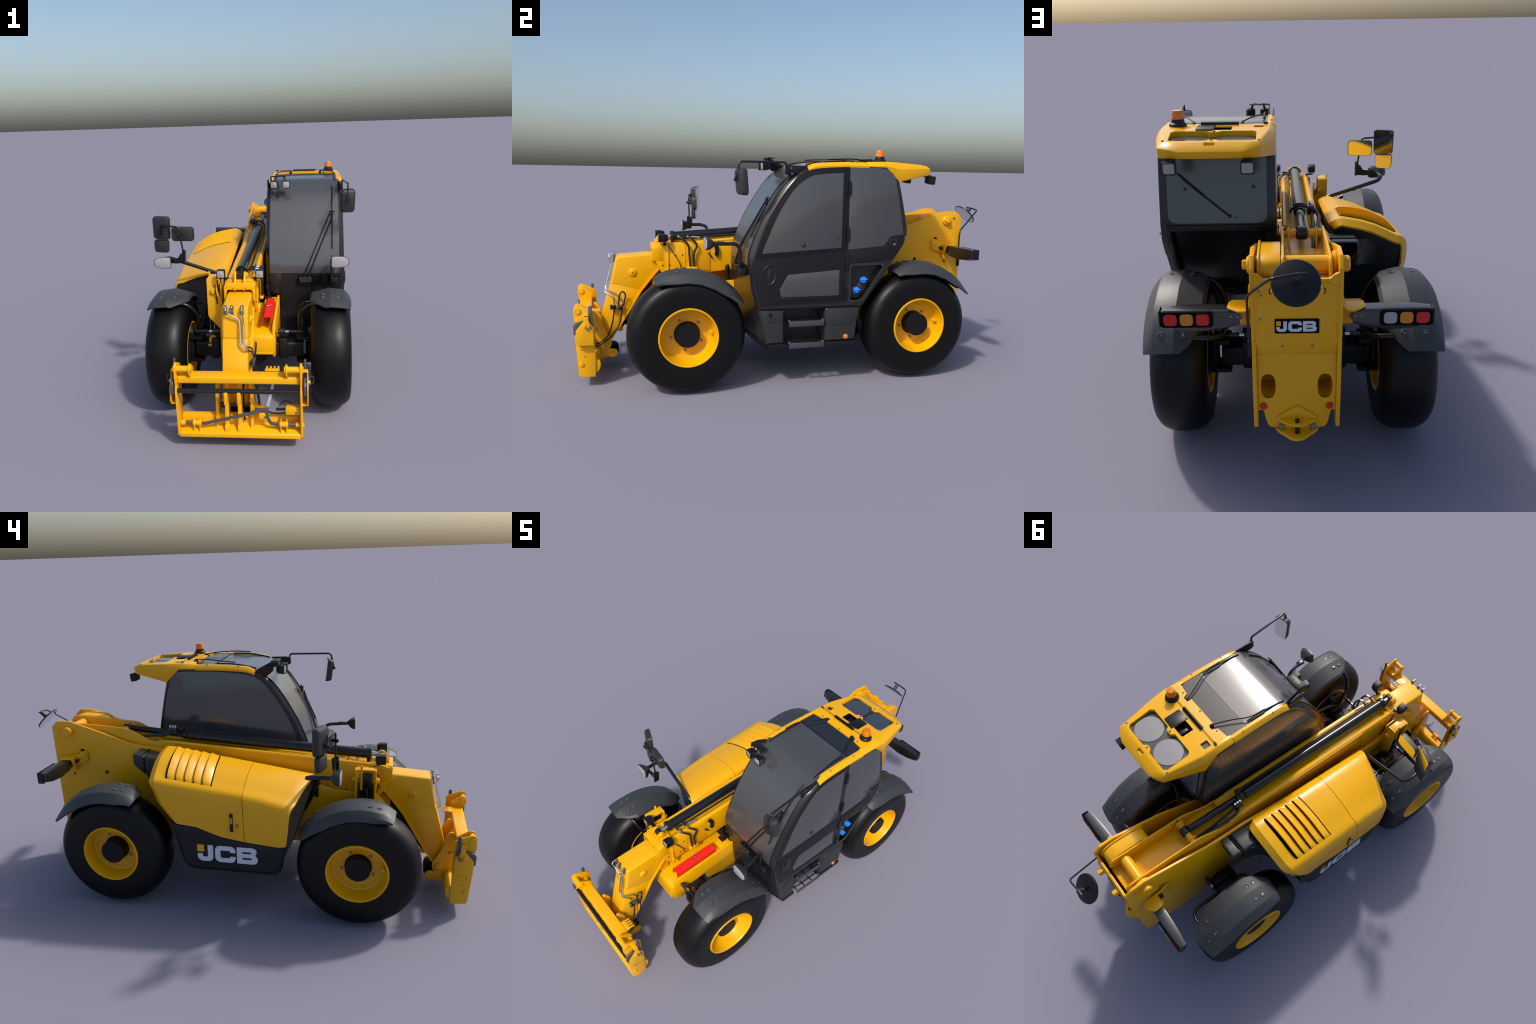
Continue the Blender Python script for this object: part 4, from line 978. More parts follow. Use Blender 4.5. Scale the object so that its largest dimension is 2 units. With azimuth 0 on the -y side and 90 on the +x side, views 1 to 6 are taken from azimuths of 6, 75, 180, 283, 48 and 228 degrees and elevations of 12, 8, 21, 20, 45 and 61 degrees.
    head = slab("mirror_head", k, M, [(-0.017, 0.80), (-0.013, 0.92), (0.0, 1.0), (0.010, 1.0), (0.012, 0.96)], PLA, m)
    slab("mirror_glass", k, M, [(0.010, 0.94), (0.0126, 0.94)], MIR, head)
    rod("mirror_clamp", (0.428, -0.368, 0.884), (0.429, -0.348, 0.882), 0.008, BLK, m, n=14)
    # lower cab body: wheelhouse, storage box, step well, tank
    apron = [(-0.255, 0.346), (-0.1415, 0.340), (-0.1385, 0.190), (-0.219, 0.190)]
    loft("storage_box", [[(x, y, z) for y, z in p] for x, p in ((0.25, apron), (0.400, apron), (0.413, offset_poly(apron, 0.010)))], PLA, cab, bevel=0.003)
    prism("storage_lid", round_poly([(-0.219, 0.334), (-0.159, 0.334), (-0.159, 0.292), (-0.218, 0.290)], .003), 'x', 0.4120, 0.4150, PLA, cab, bevel=0.001)
    slab("lid_latch", rrect(0.014, 0.018, 0.003), axis_matrix((0.415, -0.205, 0.321), (1, 0, 0)), [(-0.001, 1), (0.002, 1)], BLK, cab)
    loft("sill_plate", [[(x, y0, z), (x, y0 + 0.006, z - 0.024), (x, -0.137, 0.172), (x, -0.137, 0.194)] for x, y0, z in ((0.117, -0.286, 0.222), (0.30, -0.246, 0.203), (0.395, -0.220, 0.193), (0.412, -0.214, 0.192))], BLK, cab, bevel=0.0015)
    tank = [(0.040, 0.342), (0.198, 0.340), (0.182, 0.205), (0.176, 0.192), (0.040, 0.192)]
    loft("fuel_tank", [[(x, y, z) for y, z in p] for x, p in ((0.24, tank), (0.404, tank), (0.416, offset_poly(tank, 0.008)))], PLA, cab, bevel=0.004)
    prism("tank_swage", [(0.046, 0.336), (0.192, 0.335), (0.180, 0.292), (0.165, 0.272), (0.140, 0.262), (0.046, 0.262)], 'x', 0.410, 0.4185, PLA, cab, bevel=0.003)
    prism("tank_guard", [(0.038, 0.192), (0.182, 0.192), (0.180, 0.172), (0.038, 0.168)], 'x', 0.26, 0.416, BLK, cab, bevel=0.002)
    lathe("side_marker", [(0, 0.005), (0.008, 0.0045), (0.0105, 0.002), (0.0115, 0)], (0.416, 0.135, 0.2115), (1, 0, 0), LAMB, cab, n=24)
    box("step_well_back", (0.350, -0.049, 0.265), (0.02, 0.18, 0.19), BLK, cab)
    box("door_sill", (0.30, -0.025, 0.350), (0.222, 0.46, 0.016), BLK, cab, bevel=0.003)
    steps = group("step", root)
    for zt, xo in ((0.290, 0.417), (0.197, 0.422)):
        box("step_front_rail", (xo - 0.002, -0.044, zt - 0.012), (0.004, 0.156, 0.024), STEP, steps, bevel=0.001)
        box("step_back_rail", (xo - 0.072, -0.044, zt - 0.008), (0.004, 0.156, 0.016), BLK, steps, bevel=0.001)
        for k in range(4):
            box("step_bar", (xo - 0.037, -0.1195 + 0.0503 * k, zt - 0.005), (0.070, 0.003, 0.010), BLK, steps, bevel=0.0006)
        for k in (1, 2):
            box("step_bar", (xo - 0.072 + 0.0235 * k, -0.044, zt - 0.004), (0.003, 0.156, 0.007), BLK, steps, bevel=0.0006)
        for y in (-0.120, 0.030):
            bolt((xo - 0.01, y, zt), (0, 0, 1), 0.005, steps)
    box("step_hanger", (0.345, -0.130, 0.262), (0.05, 0.006, 0.16), BLK, steps)
    box("step_hanger", (0.345, 0.036, 0.262), (0.05, 0.006, 0.16), BLK, steps)
    # low working lamp on the door-side pillar
    l = group("front_lamp", root)
    box("lamp_base", (0.366, -0.318, 0.500), (0.034, 0.030, 0.030), BLK, l, bevel=0.004)
    tube("lamp_arm", [(0.356, -0.324, 0.505), (0.358, -0.326, 0.617), (0.380, -0.444, 0.620)], 0.0078, CYL, l, f=0.035)
    box("arm_clamp", (0.372, -0.410, 0.622), (0.024, 0.034, 0.014), CYL, l)
    head_lamp((0.390, -0.466, 0.622), 1, l)

def head_lamp(c, sx, parent):
    M = axis_matrix(c, (0, -1, 0))
    # tapered oval lens, thin end pointing outward
    k = round_poly([(-0.040, -0.024), (-0.040, 0.024), (-0.030, 0.027), (0.012, 0.026), (0.038, 0.016), (0.040, -0.014), (0.010, -0.026), (-0.026, -0.027)], 0.010, 4)
    k = [(u * sx, v) for u, v in k]
    k = k if sx > 0 else k[::-1]
    ob = slab("lamp_head", k, M, [(-0.030, 0.30), (-0.024, 0.40), (-0.018, 0.66), (-0.004, 0.94), (0.008, 1.0), (0.008, 0.94)], PLA, parent)
    slab("lamp_lens", k, M, [(0.006, 0.935), (0.0105, 0.92), (0.012, 0.80)], LWHT, ob)
    return ob

build_cab()

# ------------------------------------------------------------------ cab roof
def build_roof():
    r = group("cab_roof", root)
    top = [(0.401, 0.215, 0.958), (0.401, 0.296, 0.961), (0.397, 0.36, 0.959), (0.366, 0.508, 0.950), (0.330, 0.520, 0.9490), (0.312, 0.530, 0.9445), (0.127, 0.530, 0.9445), (0.110, 0.520, 0.9490), (0.085, 0.508, 0.950), (0.058, 0.36, 0.959), (0.056, 0.296, 0.961), (0.056, 0.215, 0.958)]
    wid = [(0.415, 0.215, 0.946), (0.416, 0.296, 0.946), (0.413, 0.36, 0.935), (0.379, 0.523, 0.938), (0.338, 0.545, 0.936), (0.318, 0.552, 0.932), (0.136, 0.552, 0.932), (0.116, 0.545, 0.936), (0.083, 0.523, 0.938), (0.044, 0.36, 0.935), (0.042, 0.296, 0.946), (0.043, 0.215, 0.946)]
    bot = [(0.4135, 0.215, 0.940), (0.4140, 0.296, 0.939), (0.414, 0.358, 0.880), (0.377, 0.520, 0.909), (0.336, 0.540, 0.911), (0.318, 0.545, 0.911), (0.136, 0.545, 0.911), (0.116, 0.540, 0.911), (0.085, 0.520, 0.909), (0.043, 0.358, 0.880), (0.043, 0.296, 0.939), (0.0435, 0.215, 0.940)]
    tin = [(XM + (x - XM) * 0.972, 0.215 + (y - 0.215) * 0.978, z + 0.0035) for x, y, z in top for XM in (0.2285,)]
    bm = bmesh.new()
    rings = [[bm.verts.new(p) for p in q] for q in (bot, wid, top, tin)]
    n = len(top)
    for a, b in zip(rings, rings[1:]):
        for j in range(n):
            k = (j + 1) % n
            bm.faces.new((a[j], a[k], b[k], b[j]))
    def cap(ring):
        for j in range(n // 2 - 1):
            bm.faces.new((ring[j], ring[j + 1], ring[n - 2 - j], ring[n - 1 - j]))
    cap(rings[0])
    cap(rings[-1])
    ob = finish("roof_canopy", bm, YEL, r, angle=28, bevel=0.0025, bang=20)
    rec = [(0.359, 0.391), (0.347, 0.378), (0.252, 0.379), (0.240, 0.393), (0.217, 0.393), (0.205, 0.378), (0.111, 0.379), (0.099, 0.391), (0.097, 0.486), (0.108, 0.498), (0.201, 0.498), (0.214, 0.484), (0.233, 0.484), (0.246, 0.498), (0.341, 0.498), (0.353, 0.487)]
    pit = round_poly([(0.233, 0.312), (0.177, 0.312), (0.177, 0.365), (0.233, 0.365)], .005)
    sq = round_poly([(0.109, 0.300), (0.079, 0.300), (0.079, 0.331), (0.109, 0.331)], .004)
    shallow = round_poly([(0.245, 0.514), (0.214, 0.514), (0.214, 0.528), (0.245, 0.528)], .003)
    notch = [(0.300, 0.20), (0.300, 0.240), (0.306, 0.257), (0.322, 0.257), (0.330, 0.240), (0.330, 0.20)]
    notch2 = [(0.2285 * 2 - x - 0.001, y) for x, y in notch]
    front = [(0.072, 0.19), (0.072, 0.228), (0.128, 0.236), (0.330, 0.236), (0.385, 0.228), (0.385, 0.19)]
    cs = [prism("cutter", p, 'z', z0, 1.0, DARK, None) for p, z0 in ((rec, 0.9420), (pit, 0.930), (sq, 0.952), (shallow, 0.9415), (front, 0.9505), (notch, 0.9506), (notch2, 0.9507))]
    cut(ob, cs)
    # yellow roof rails beside the glass
    rail = smooth_line([(-0.054, 0.932), (-0.030, 0.941), (0.0, 0.946), (0.07, 0.9495), (0.13, 0.951), (0.215, 0.9505)], 3)
    for s in (1, -1):
        X = lambda v: 0.2285 + s * (v - 0.2285)
        rings = []
        for i, (y, z) in enumerate(rail):
            w = 0.384 + (0.008 if i < 3 else 0.0)
            rings.append([(X(w), y, z + 0.004), (X(w + 0.003), y, z + 0.0085), (X(0.400), y, z + 0.0088), (X(0.410), y, z + 0.002), (X(0.4155), y, z - 0.006), (X(0.4145), y + 0.002, z - 0.0135), (X(0.40), y, z - 0.014), (X(w), y, z - 0.004)])
        loft("roof_rail", rings, YEL, r, angle=30)
        for y in (0.02, 0.165):
            z = lerp_table(rail, y)
            bolt((X(0.4005), y, z + 0.0085), (0, 0, 1), 0.0035, r, mat=STL)
    # extractor panel with two round grilles
    prism("vent_panel", offset_poly(rec, 0.001), 'z', 0.9422, 0.9442, VPAN, r)
    for x in (0.2945, 0.1630):
        lathe("vent_grille", [(0, 0.0022), (0.0575, 0.0022), (0.0588, 0.0012), (0.059, 0)], (x, 0.4385, 0.9442), (0, 0, 1), FAN, r, n=48)
        for k in range(6):
            a = math.radians(30 + 60 * k)
            if abs(math.cos(a)) * 0.0615 < 0.056:
                bolt((x + 0.0615 * math.cos(a), 0.4385 + 0.0595 * math.sin(a), 0.9442), (0, 0, 1), 0.0022, r, mat=STL)
    for x, y in ((0.346, 0.488), (0.350, 0.392), (0.106, 0.488), (0.107, 0.390)):
        bolt((x, y, 0.9442), (0, 0, 1), 0.0028, r, mat=STL)
    for x, y, z in ((0.226, 0.492, 0.954), (0.228, 0.386, 0.962), (0.366, 0.494, 0.9535), (0.089, 0.494, 0.9535), (0.232, 0.242, 0.9625), (0.118, 0.244, 0.9625), (0.345, 0.244, 0.9625)):
        bolt((x, y, z), (0, 0, 1), 0.0038, r, mat=STL)
    prism("cover_plate", round_poly([(0.287, 0.372), (0.289, 0.302), (0.229, 0.299), (0.235, 0.374)], .003), 'z', 0.9625, 0.9655, BLK, r, bevel=0.0006)
    for x in (0.282, 0.236):
        bolt((x, 0.305, 0.9655), (0, 0, 1), 0.0035, r, mat=STL)
    loft("pit_liner", [[(x, y, z) for x, y in p] for z, p in ((0.9315, pit), (0.9595, pit), (0.9595, offset_poly(pit, 0.002)), (0.9315, offset_poly(pit, 0.002)))], DARK, r, ring_loop=True)
    prism("pit_floor", pit, 'z', 0.9305, 0.9325, DARK, r)
    box("pit_motor", (0.205, 0.340, 0.940), (0.020, 0.048, 0.012), CYL, r)
    prism("hatch_glass", offset_poly(sq, 0.001), 'z', 0.952, 0.9545, GLS3, r)
    # ribbed cable guide with its line
    rod("cable_line", (0.066, 0.2845, 0.969), (0.335, 0.2845, 0.969), 0.0012, CYL, r, n=8)
    rod("cable_end", (0.066, 0.2845, 0.969), (0.080, 0.2845, 0.969), 0.0040, CYL, r, n=10)
    rod("cable_core", (0.158, 0.2855, 0.969), (0.280, 0.2855, 0.969), 0.0042, CYL, r, n=12)
    src = None
    for k in range(32):
        x = 0.1595 + 0.119 * k / 31
        if src is None:
            src = lathe("guide_rib", [(0.004, -0.0007), (0.0075, -0.0005), (0.0075, 0.0005), (0.004, 0.0007)], (0, 0, 0), (1, 0, 0), CYL, r, n=14)
            src.location = (x, 0.2855, 0.969)
        else:
            repeat(src, "guide_rib", Matrix.Translation((x, 0.2855, 0.969)), r)
    # amber beacon
    bc = group("beacon", root)
    c = (0.352, 0.291, 0.960)
    lathe("beacon_base", [(0, 0), (0.0275, 0), (0.0285, 0.004), (0.0275, 0.011), (0.0215, 0.016), (0.0195, 0.026), (0, 0.026)], c, (0, 0, 1), BLK, bc, n=36)
    lathe("beacon_lens", [(0, 0.026), (0.0190, 0.026), (0.0188, 0.034), (0.0182, 0.0355), (0.0182, 0.042), (0.0178, 0.0435), (0.0174, 0.049), (0.0155, 0.0525), (0, 0.0535)], c, (0, 0, 1), BAMB, bc, n=36, angle=50)
    lathe("beacon_core", [(0, 0.0265), (0.0125, 0.0265), (0.0125, 0.044), (0.008, 0.048), (0, 0.048)], c, (0, 0, 1), LAMB, bc, n=20)

build_roof()

# ------------------------------------------------------------------ engine cover
SKIRT_TOP = [(-0.300, 0.330), (-0.265, 0.326), (-0.227, 0.322), (-0.060, 0.340), (-0.030, 0.343), (-0.010, 0.346), (0.028, 0.364), (0.050, 0.378), (0.068, 0.384), (0.184, 0.396), (0.216, 0.406), (0.40, 0.41)]

# section of the cover, inner top edge -> crest -> shoulder -> lower edge; k is the position along it
HOOD_K = [
    # (x, z source, dz, y rear, y front)
    (-0.1325, 'in', 0.002, 0.300, -0.356),
    (-0.140, 'in', 0.011, 0.306, -0.355),
    (-0.156, 'in', 0.020, 0.312, -0.352),
    (-0.176, 'in', 0.025, 0.315, -0.348),
    (-0.205, 'mix', 0.80, 0.316, -0.340),
    (-0.245, 'mix', 0.60, 0.315, -0.328),
    (-0.290, 'mix', 0.38, 0.313, -0.315),
    (-0.335, 'mix', 0.15, 0.310, -0.302),
    (-0.364, 'sh', 0.000, 0.307, -0.294),
    (-0.384, 'sh', -0.0055, 0.304, -0.288),
    (-0.398, 'sh', -0.0165, 0.300, -0.283),
    (-0.4065, 'sh', -0.034, 0.295, -0.279),
    (-0.4105, 'sh', -0.058, 0.283, -0.276),
    (-0.412, 'lo', 0.62, 0.268, -0.273),
    (-0.412, 'lo', 0.32, 0.244, -0.269),
    (-0.411, 'lo', 0.00, 0.214, -0.264),
]

def hood_point(k, y):
    x, src, d = HOOD_K[k][:3]
    zi = 0.536 + 0.158 * (y + 0.28)
    zs = 0.5505 + 0.126 * y - 0.020 * max(0.0, (-0.05 - y) / 0.23) ** 2
    if src == 'in':
        z = zi + d
    elif src == 'mix':
        z = (zi + 0.025) * d + zs * (1 - d) + 0.013 * math.sin(math.pi * d)
    elif src == 'sh':
        z = zs + d
    else:
        zb = lerp_table(SKIRT_TOP, y)
        z = zb + (zs - 0.058 - zb) * d
    return V((x, y, z))

def hood_normal(k, y):
    a = hood_point(max(k - 1, 0), y)
    b = hood_point(min(k + 1, len(HOOD_K) - 1), y)
    t = (b - a)
    return V((t.z, 0, -t.x)).normalized() * (1 if t.x < 0 or t.z < 0 else -1)

def build_hood():
    h = group("engine_cover", root)
    K = range(len(HOOD_K))
    def y_at(k, s):
        return HOOD_K[k][3] + (HOOD_K[k][4] - HOOD_K[k][3]) * s
    def shell_ring(ylist, inset=0.0):
        out = []
        inn = []
        for k in K:
            y = ylist[k]
            p = hood_point(k, y)
            n = hood_normal(k, y)
            out.append(p - n * inset)
            inn.append(p - n * (inset + 0.006))
        return out + inn[::-1]
    seam = lambda k: -0.088 - 0.010 * max(0, (k - 8)) / 7
    # rear panel with a chamfered end band
    rear_rings = []
    rear_rings.append(shell_ring([y_at(k, 0) for k in K], 0.022))
    for s in (0.0, 0.04, 0.3, 0.65, 1.0):
        yl = []
        for k in K:
            a = HOOD_K[k][3] - 0.026
            yl.append(a + (seam(k) + 0.0012 - a) * s)
        rear_rings.append(shell_ring(yl, 0.0015 if s == 0 else 0))
    loft("hood_rear_panel", rear_rings, YEL, h, angle=30)
    front_rings = []
    for s in (0.0, 0.4, 0.8, 0.96, 1.0):
        yl = []
        for k in K:
            a = seam(k) - 0.0012
            yl.append(a + (HOOD_K[k][4] - a) * s)
        front_rings.append(shell_ring(yl, 0.004 if s == 1.0 else 0))
    loft("hood_front_panel", front_rings, YEL, h, angle=30)
    # black engine bay filling the cover
    def bay_ring(s):
        r = []
        for k in K:
            y = y_at(k, 0) - 0.002 + (y_at(k, 1) + 0.006 - (y_at(k, 0) - 0.002)) * s
            r.append(hood_point(k, y) - hood_normal(k, y) * (0.008 + 0.02 * max(0.0, 1 - s * 8)))
        y0, y1 = y_at(len(HOOD_K) - 1, 0) - 0.01, y_at(len(HOOD_K) - 1, 1) + 0.01
        y = y0 + (y1 - y0) * s
        r.append(V((-0.40, y, 0.27)))
        r.append(V((-0.137, y, 0.23)))
        return r
    bay = loft("engine_bay", [bay_ring(s) for s in (0, 0.12, 0.25, 0.5, 0.75, 1)], PLA, h, angle=30)
    # louvres: five raised slats, slot open towards the rear
    y_r, y_f, nl = 0.236, 0.050, 5
    pitch = (y_r - y_f) / nl
    sub = []
    for k in range(3, 9):
        for t in (0, 0.5):
            sub.append(k + t)
    def hp(kf, y):
        k = int(math.floor(kf))
        t = kf - k
        k2 = min(k + 1, len(HOOD_K) - 1)
        p = hood_point(k, y) * (1 - t) + hood_point(k2, y) * t
        n = (hood_normal(k, y) * (1 - t) + hood_normal(k2, y) * t).normalized()
        return p, n
    for i in range(nl + 1):
        yb = y_r - pitch * i + 0.004
        slope = 0.045                           # slots run slightly forward as they go down
        rings, slot = [], []
        kk = [2.7 + (8.45 - 2.7) * q / 14 for q in range(15)]
        for q, kf in enumerate(kk):
            e = math.sin(math.pi * q / 14) ** 0.35 if 0 < q < 14 else 0.0
            sh = -slope * (q / 14) * 0.35
            ya, yc = yb + sh, yb + sh - pitch + 0.004
            pa, na = hp(kf, ya)
            pm, nm = hp(kf, ya - pitch * 0.30)
            pc, nc = hp(kf, yc)
            hgt = 0.0155 * e
            rings.append([pa + na * hgt, pm + nm * hgt * 0.80, pc + nc * 0.0004, pc - nc * 0.003, pa - na * 0.003])
            pb, nb = hp(kf, ya + 0.0125 * (0.3 + 0.7 * e))
            slot.append([pa + na * 0.0009, pa - na * 0.002, pb - nb * 0.002, pb + nb * 0.0009])
        if i < nl:
            loft("louvre", rings, YEL, h, angle=30)
        loft("vent_slot", slot, DARK, h)
    for y in (-0.119, -0.217, -0.317):
        p = hood_point(0, y)
        bolt(p + V((-0.004, 0, 0.002)), (0.5, 0, 0.85), 0.0035, h, mat=CYL)
    # lower skirt panel
    top = [(y, z - 0.0015) for y, z in SKIRT_TOP if -0.266 < y < 0.215] + [(0.214, 0.403)]
    sk = [(-0.264, 0.324)] + top[1:] if top[0][0] < -0.264 else top
    sk = sk + [(0.180, 0.246), (0.168, 0.216), (0.147, 0.196), (0.118, 0.188), (-0.196, 0.188), (-0.222, 0.192), (-0.241, 0.210), (-0.249, 0.236)]
    loft("skirt_panel", [[(x, y, z) for y, z in p] for x, p in ((-0.30, offset_poly(sk, 0.01)), (-0.392, sk), (-0.404, offset_poly(sk, 0.006)), (-0.4095, offset_poly(sk, 0.020)))], BLK, h, angle=14)
    lettering((-0.4105, 0.103, 0.2375), (0, -1, 0.0), (0, 0, 1), 0.0728, h)
    box("under_tray", (-0.26, -0.03, 0.252), (0.24, 0.36, 0.10), AXL, h, bevel=0.02)
    # marker lamp and catch
    box("marker_holder", (-0.4135, -0.047, 0.418), (0.005, 0.013, 0.078), BLK, h, bevel=0.001)
    box("side_marker", (-0.417, -0.047, 0.427), (0.004, 0.010, 0.026), LAMB, h, bevel=0.001)
    slab("latch_dish", rrect(0.046, 0.036, 0.008), axis_matrix((-0.4125, -0.050, 0.385), (-1, 0, 0)), [(0, 1), (0.002, 0.95), (0.0006, 0.8)], YELC, h)
    rod("catch_pin", (-0.412, -0.068, 0.413), (-0.420, -0.072, 0.408), 0.003, BOLT, h, n=8)
    rod("catch_pin", (-0.418, -0.067, 0.414), (-0.418, -0.076, 0.402), 0.0022, BOLT, h, n=8)
    # exhaust / intake duct running back to the frame
    e = group("exhaust_duct", root)
    end = [(0.440, 0.621), (0.440, 0.571), (0.388, 0.526), (0.388, 0.613)]
    neck = [(0.3865, 0.612), (0.3865, 0.5245), (0.370, 0.511), (0.300, 0.470), (0.265, 0.470), (0.265, 0.590), (0.320, 0.601)]
    de = prism("duct_end", end, 'x', -0.2195, -0.1270, PLA, e, bevel=0.009, seg=3)
    cut(de, [prism("cutter", round_poly([(-0.120, 0.566), (-0.120, 0.615), (-0.213, 0.615), (-0.213, 0.578), (-0.205, 0.566)], [0, 0, .012, .012, .004]), 'y', 0.395, 0.46, DARK, None)])
    prism("duct_opening", [(-0.128, 0.562), (-0.128, 0.617), (-0.216, 0.617), (-0.216, 0.562)], 'y', 0.3935, 0.3965, DARK, e)
    prism("duct_neck", neck, 'x', -0.2200, -0.1270, PLA, e, bevel=0.009, seg=3)
    # concave flare blending the duct into the rear wall of the engine bay
    rings = []
    for q in range(7):
        a = math.pi / 2 * q / 6
        x = -0.219 - 0.075 * (1 - math.cos(a))
        y = 0.376 - 0.085 * math.sin(a)
        rings.append([(x, y, 0.600 - 0.030 * q / 6), (x, y - 0.004, 0.50 - 0.02 * q / 6), (x + 0.02, y - 0.09, 0.46), (x + 0.02, y - 0.09, 0.575)])
    loft("duct_flare", rings, PLA, e, angle=40)

build_hood()

# ------------------------------------------------------------------ engine-side mirror cluster
def build_mirror_arm():
    g = group("mirror_arm", root)
    tube("arm_tube", [(-0.140, -0.352, 0.440), (-0.150, -0.352, 0.522), (-0.180, -0.352, 0.545), (-0.395, -0.345, 0.616), (-0.412, -0.372, 0.626), (-0.405, -0.445, 0.626)], 0.0085, CYL, g, f=0.03)
    tube("arm_foot", [(-0.150, -0.360, 0.522), (-0.158, -0.335, 0.450), (-0.165, -0.300, 0.380)], 0.008, CYL, g, f=0.03)
    for z, y in ((0.50, -0.365), (0.487, -0.338)):
        bolt((-0.150, y, z), (-1, 0, 0), 0.005, g, mat=CYL)
    prism("bracket", round_poly([(-0.395, 0.618), (-0.395, 0.636), (-0.342, 0.640), (-0.328, 0.662), (-0.312, 0.662), (-0.308, 0.618), (-0.345, 0.615)], .003), 'y', -0.449, -0.443, BLK, g, bevel=0.001)
    prism("bracket_plate", round_poly([(-0.462, 0.615), (-0.436, 0.615), (-0.430, 0.668), (-0.446, 0.680), (-0.458, 0.680)], .003), 'x', -0.312, -0.306, BLK, g, bevel=0.001)
    for z in (0.668, 0.650):
        bolt((-0.306, -0.448, z), (1, 0, 0), 0.004, g, mat=CYL)
    tube("mirror_post", [(-0.316, -0.446, 0.645), (-0.318, -0.446, 0.690), (-0.327, -0.447, 0.735), (-0.330, -0.447, 0.782), (-0.416, -0.428, 0.790), (-0.427, -0.424, 0.772), (-0.426, -0.424, 0.732)], 0.0040, CYL, g, f=0.016)
    specs = [((-0.421, -0.400, 0.773), (0.36, 0.93, 0.0), 0.084, 0.106, 0.012, 0.022, 0.5),
             ((-0.424, -0.402, 0.688), (0.30, 0.95, 0.0), 0.072, 0.060, 0.012, 0.018, 1.6),
             ((-0.3205, -0.418, 0.746), (0.12, 0.99, 0.0), 0.106, 0.066, 0.014, 0.020, 0.0)]
    for c, n, w, hh, r, t, taper in specs:
        M = axis_matrix(c, n)
        k = [(u * (1 + taper * v), v) for u, v in rrect(w, hh, r)]
        head = slab("mirror_head", k, M, [(-t * 0.75, 0.80), (-t * 0.6, 0.92), (-t * 0.1, 1.0), (t * 0.4, 1.0), (t * 0.48, 0.965)], PLA, g)
        slab("mirror_glass", k, M, [(t * 0.35, 0.95), (t * 0.50, 0.95)], MIR, head)
    rod("mirror_clamp", (-0.427, -0.436, 0.752), (-0.421, -0.410, 0.758), 0.007, BLK, g, n=12)
    rod("mirror_clamp", (-0.331, -0.458, 0.748), (-0.322, -0.428, 0.748), 0.007, BLK, g, n=12)
    head_lamp((-0.408, -0.466, 0.624), -1, g)

build_mirror_arm()

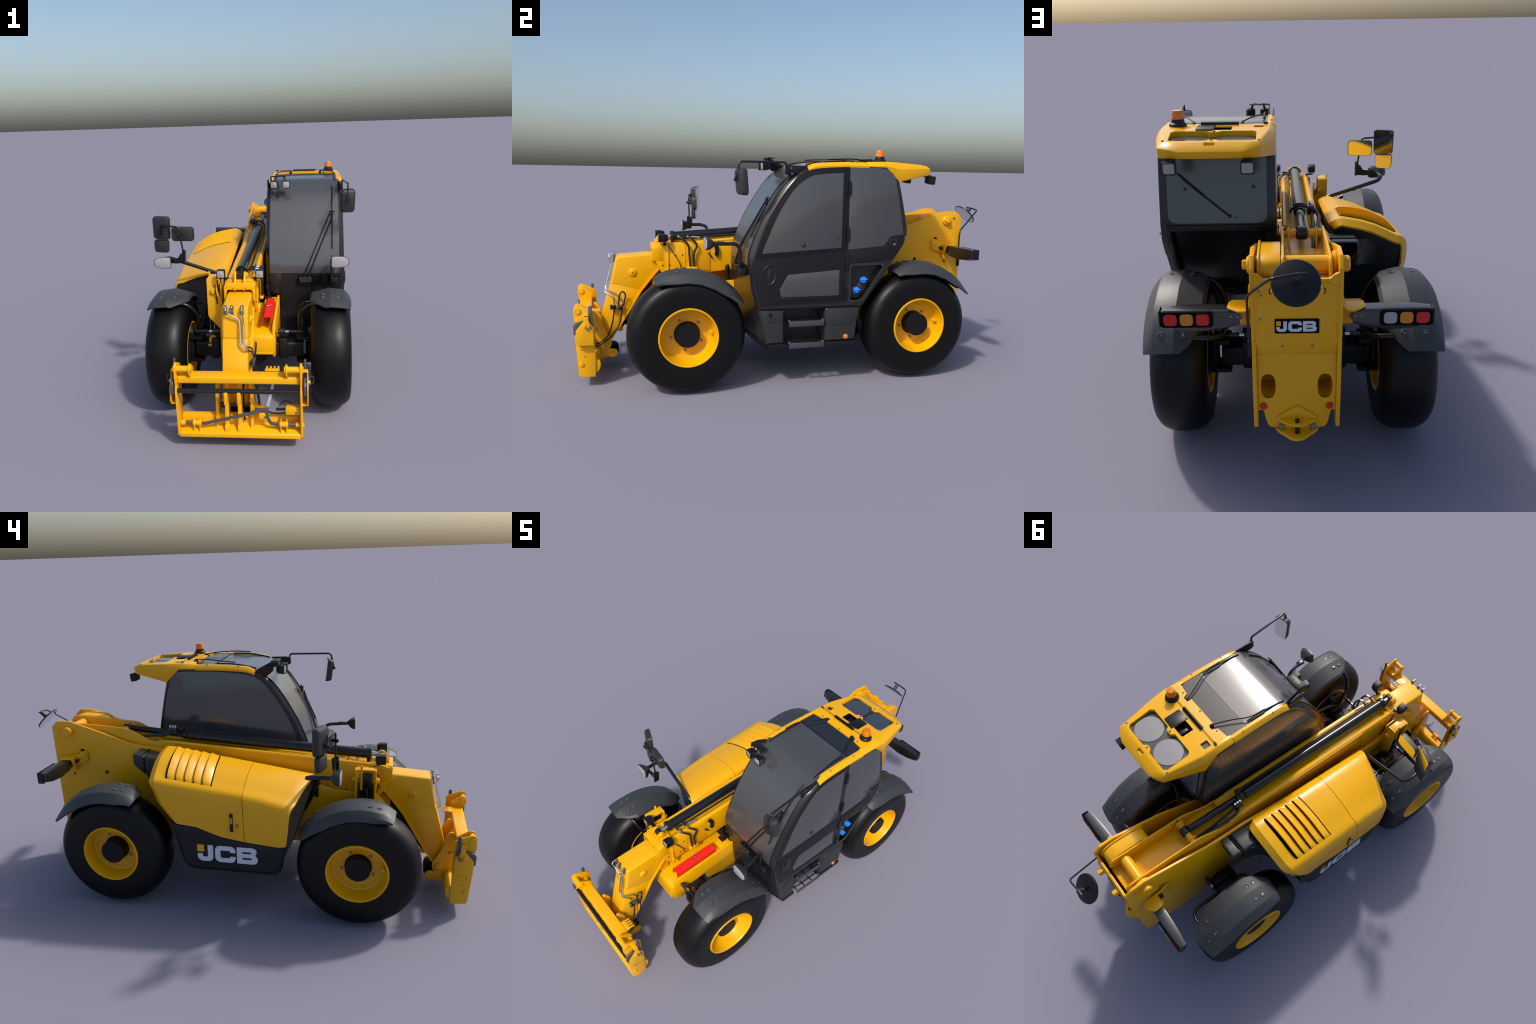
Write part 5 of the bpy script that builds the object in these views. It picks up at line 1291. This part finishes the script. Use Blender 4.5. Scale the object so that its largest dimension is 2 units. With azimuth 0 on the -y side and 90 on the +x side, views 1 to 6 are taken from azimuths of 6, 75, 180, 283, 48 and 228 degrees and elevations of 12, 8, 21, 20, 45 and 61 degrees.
# ------------------------------------------------------------------ rear lamps and rear mirror
def build_rear():
    for sx in (1, -1):
        X = lambda v: XC + sx * v
        t = group("tail_lamp", root)
        # arm: tapered box beam
        secs = []
        for x, y0, y1, z0, z1 in ((0.150, 0.768, 0.806, 0.520, 0.562), (0.185, 0.766, 0.810, 0.512, 0.564), (0.25, 0.768, 0.814, 0.505, 0.567), (0.31, 0.772, 0.814, 0.510, 0.567), (0.358, 0.778, 0.812, 0.522, 0.564)):
            secs.append([(X(x), y, z) for y, z in round_poly([(y0, z0 + 0.006), (y1 - 0.004, z0), (y1, z0 + 0.012), (y1, z1 - 0.006), (y1 - 0.006, z1), (y0, z1)], 0.003, 2)])
        beam = loft("lamp_beam", secs, BEAM, t, angle=30)
        slab("lamp_backing", rrect(0.140, 0.046, 0.010), axis_matrix((X(0.2885), 0.8135, 0.5435), (0, 1, 0)), [(-0.006, 1), (0.003, 1), (0.004, 0.97)], DARK, t)
        box("lamp_side_clip", (X(0.360), 0.800, 0.545), (0.005, 0.030, 0.048), BLK, t, bevel=0.002)
        mats = (LRED, LAMB, LRED) if sx > 0 else (LRED, LAMB, LWHT)
        for k, m in enumerate(mats):
            x = 0.331 - 0.0425 * k
            ct = [(0.0178 * math.copysign(abs(math.cos(a)) ** 0.55, math.cos(a)), 0.0168 * math.copysign(abs(math.sin(a)) ** 0.55, math.sin(a))) for a in [2 * math.pi * i / 28 for i in range(28)]]
            slab("lamp_lens", ct, axis_matrix((X(x), 0.8165, 0.5440), (0, 1, 0)), [(-0.001, 1.0), (0.003, 0.98), (0.005, 0.85)], m, t)
        # yellow carrier welded to the frame
        prism("lamp_carrier", round_poly([(X(0.122), 0.795), (X(0.128), 0.822), (X(0.150), 0.826), (X(0.184), 0.800), (X(0.180), 0.762), (X(0.122), 0.760)], [0, .008, .01, .01, .006, 0]), 'z', 0.566, 0.571, YEL, t, bevel=0.001)
        prism("lamp_carrier_side", round_poly([(X(0.122), 0.572), (X(0.176), 0.572), (X(0.158), 0.536), (X(0.140), 0.520), (X(0.160), 0.500), (X(0.122), 0.500)], [0, .004, .01, .012, .006, 0]), 'y', 0.757, 0.763, YEL, t, bevel=0.001)
        prism("carrier_plate", round_poly([(0.70, 0.595), (0.70, 0.545), (0.735, 0.535), (0.775, 0.515), (0.79, 0.53), (0.79, 0.572), (0.735, 0.582), (0.725, 0.595)], .006), 'x', X(0.124), X(0.130), YEL, t, bevel=0.001)
        for y, z in ((0.708, 0.585), (0.708, 0.570), (0.722, 0.562), (0.706, 0.553)):
            bolt((X(0.130), y, z), (sx, 0, 0), 0.003, t, mat=STL)
        rod("carrier_bolt", (X(0.128), 0.748, 0.551), (X(0.146), 0.748, 0.551), 0.009, CYL, t, n=6)
        for x in (0.172, 0.155):
            bolt((X(x), 0.808, 0.548), (0, 1, 0), 0.004, t)
    g = group("rear_mirror", root)
    n = V((0.03, -0.71, -0.70)).normalized()
    c = V((-0.006, 0.959, 0.711))
    disc = lathe("mirror_dish", [(0.0, -0.008), (0.016, -0.0075), (0.040, -0.004), (0.0565, 0.0), (0.059, 0.003), (0.0585, 0.006), (0.0560, 0.006), (0.0, 0.006)], c, n, BLK, g, n=48)
    lathe("mirror_glass", [(0.0, 0.0075), (0.03, 0.0073), (0.055, 0.0062)], c, n, MIR, g, n=48)
    rod("mirror_socket", c - n * 0.012, c - n * 0.040, 0.0095, PLA, g, n=18)
    tube("mirror_arm", [(0.113, 0.856, 0.470), (0.116, 0.856, 0.615), (0.112, 0.862, 0.636), (0.054, 0.990, 0.733), (-0.006, 0.984, 0.742), (-0.030, 0.982, 0.742)], 0.0036, CYL, g, f=0.014)
    box("arm_clamp", (0.112, 0.858, 0.480), (0.012, 0.012, 0.05), BLK, g)
    for x, z in ((0.042, 0.655), (-0.064, 0.655)):
        rod("stop_nut", (x, 0.866, z), (x, 0.893, z), 0.0135, YEL, g, n=6, ch=0.001)
        box("stop_block", (x + math.copysign(0.012, x), 0.873, z - 0.006), (0.010, 0.012, 0.014), BLK, g)

build_rear()
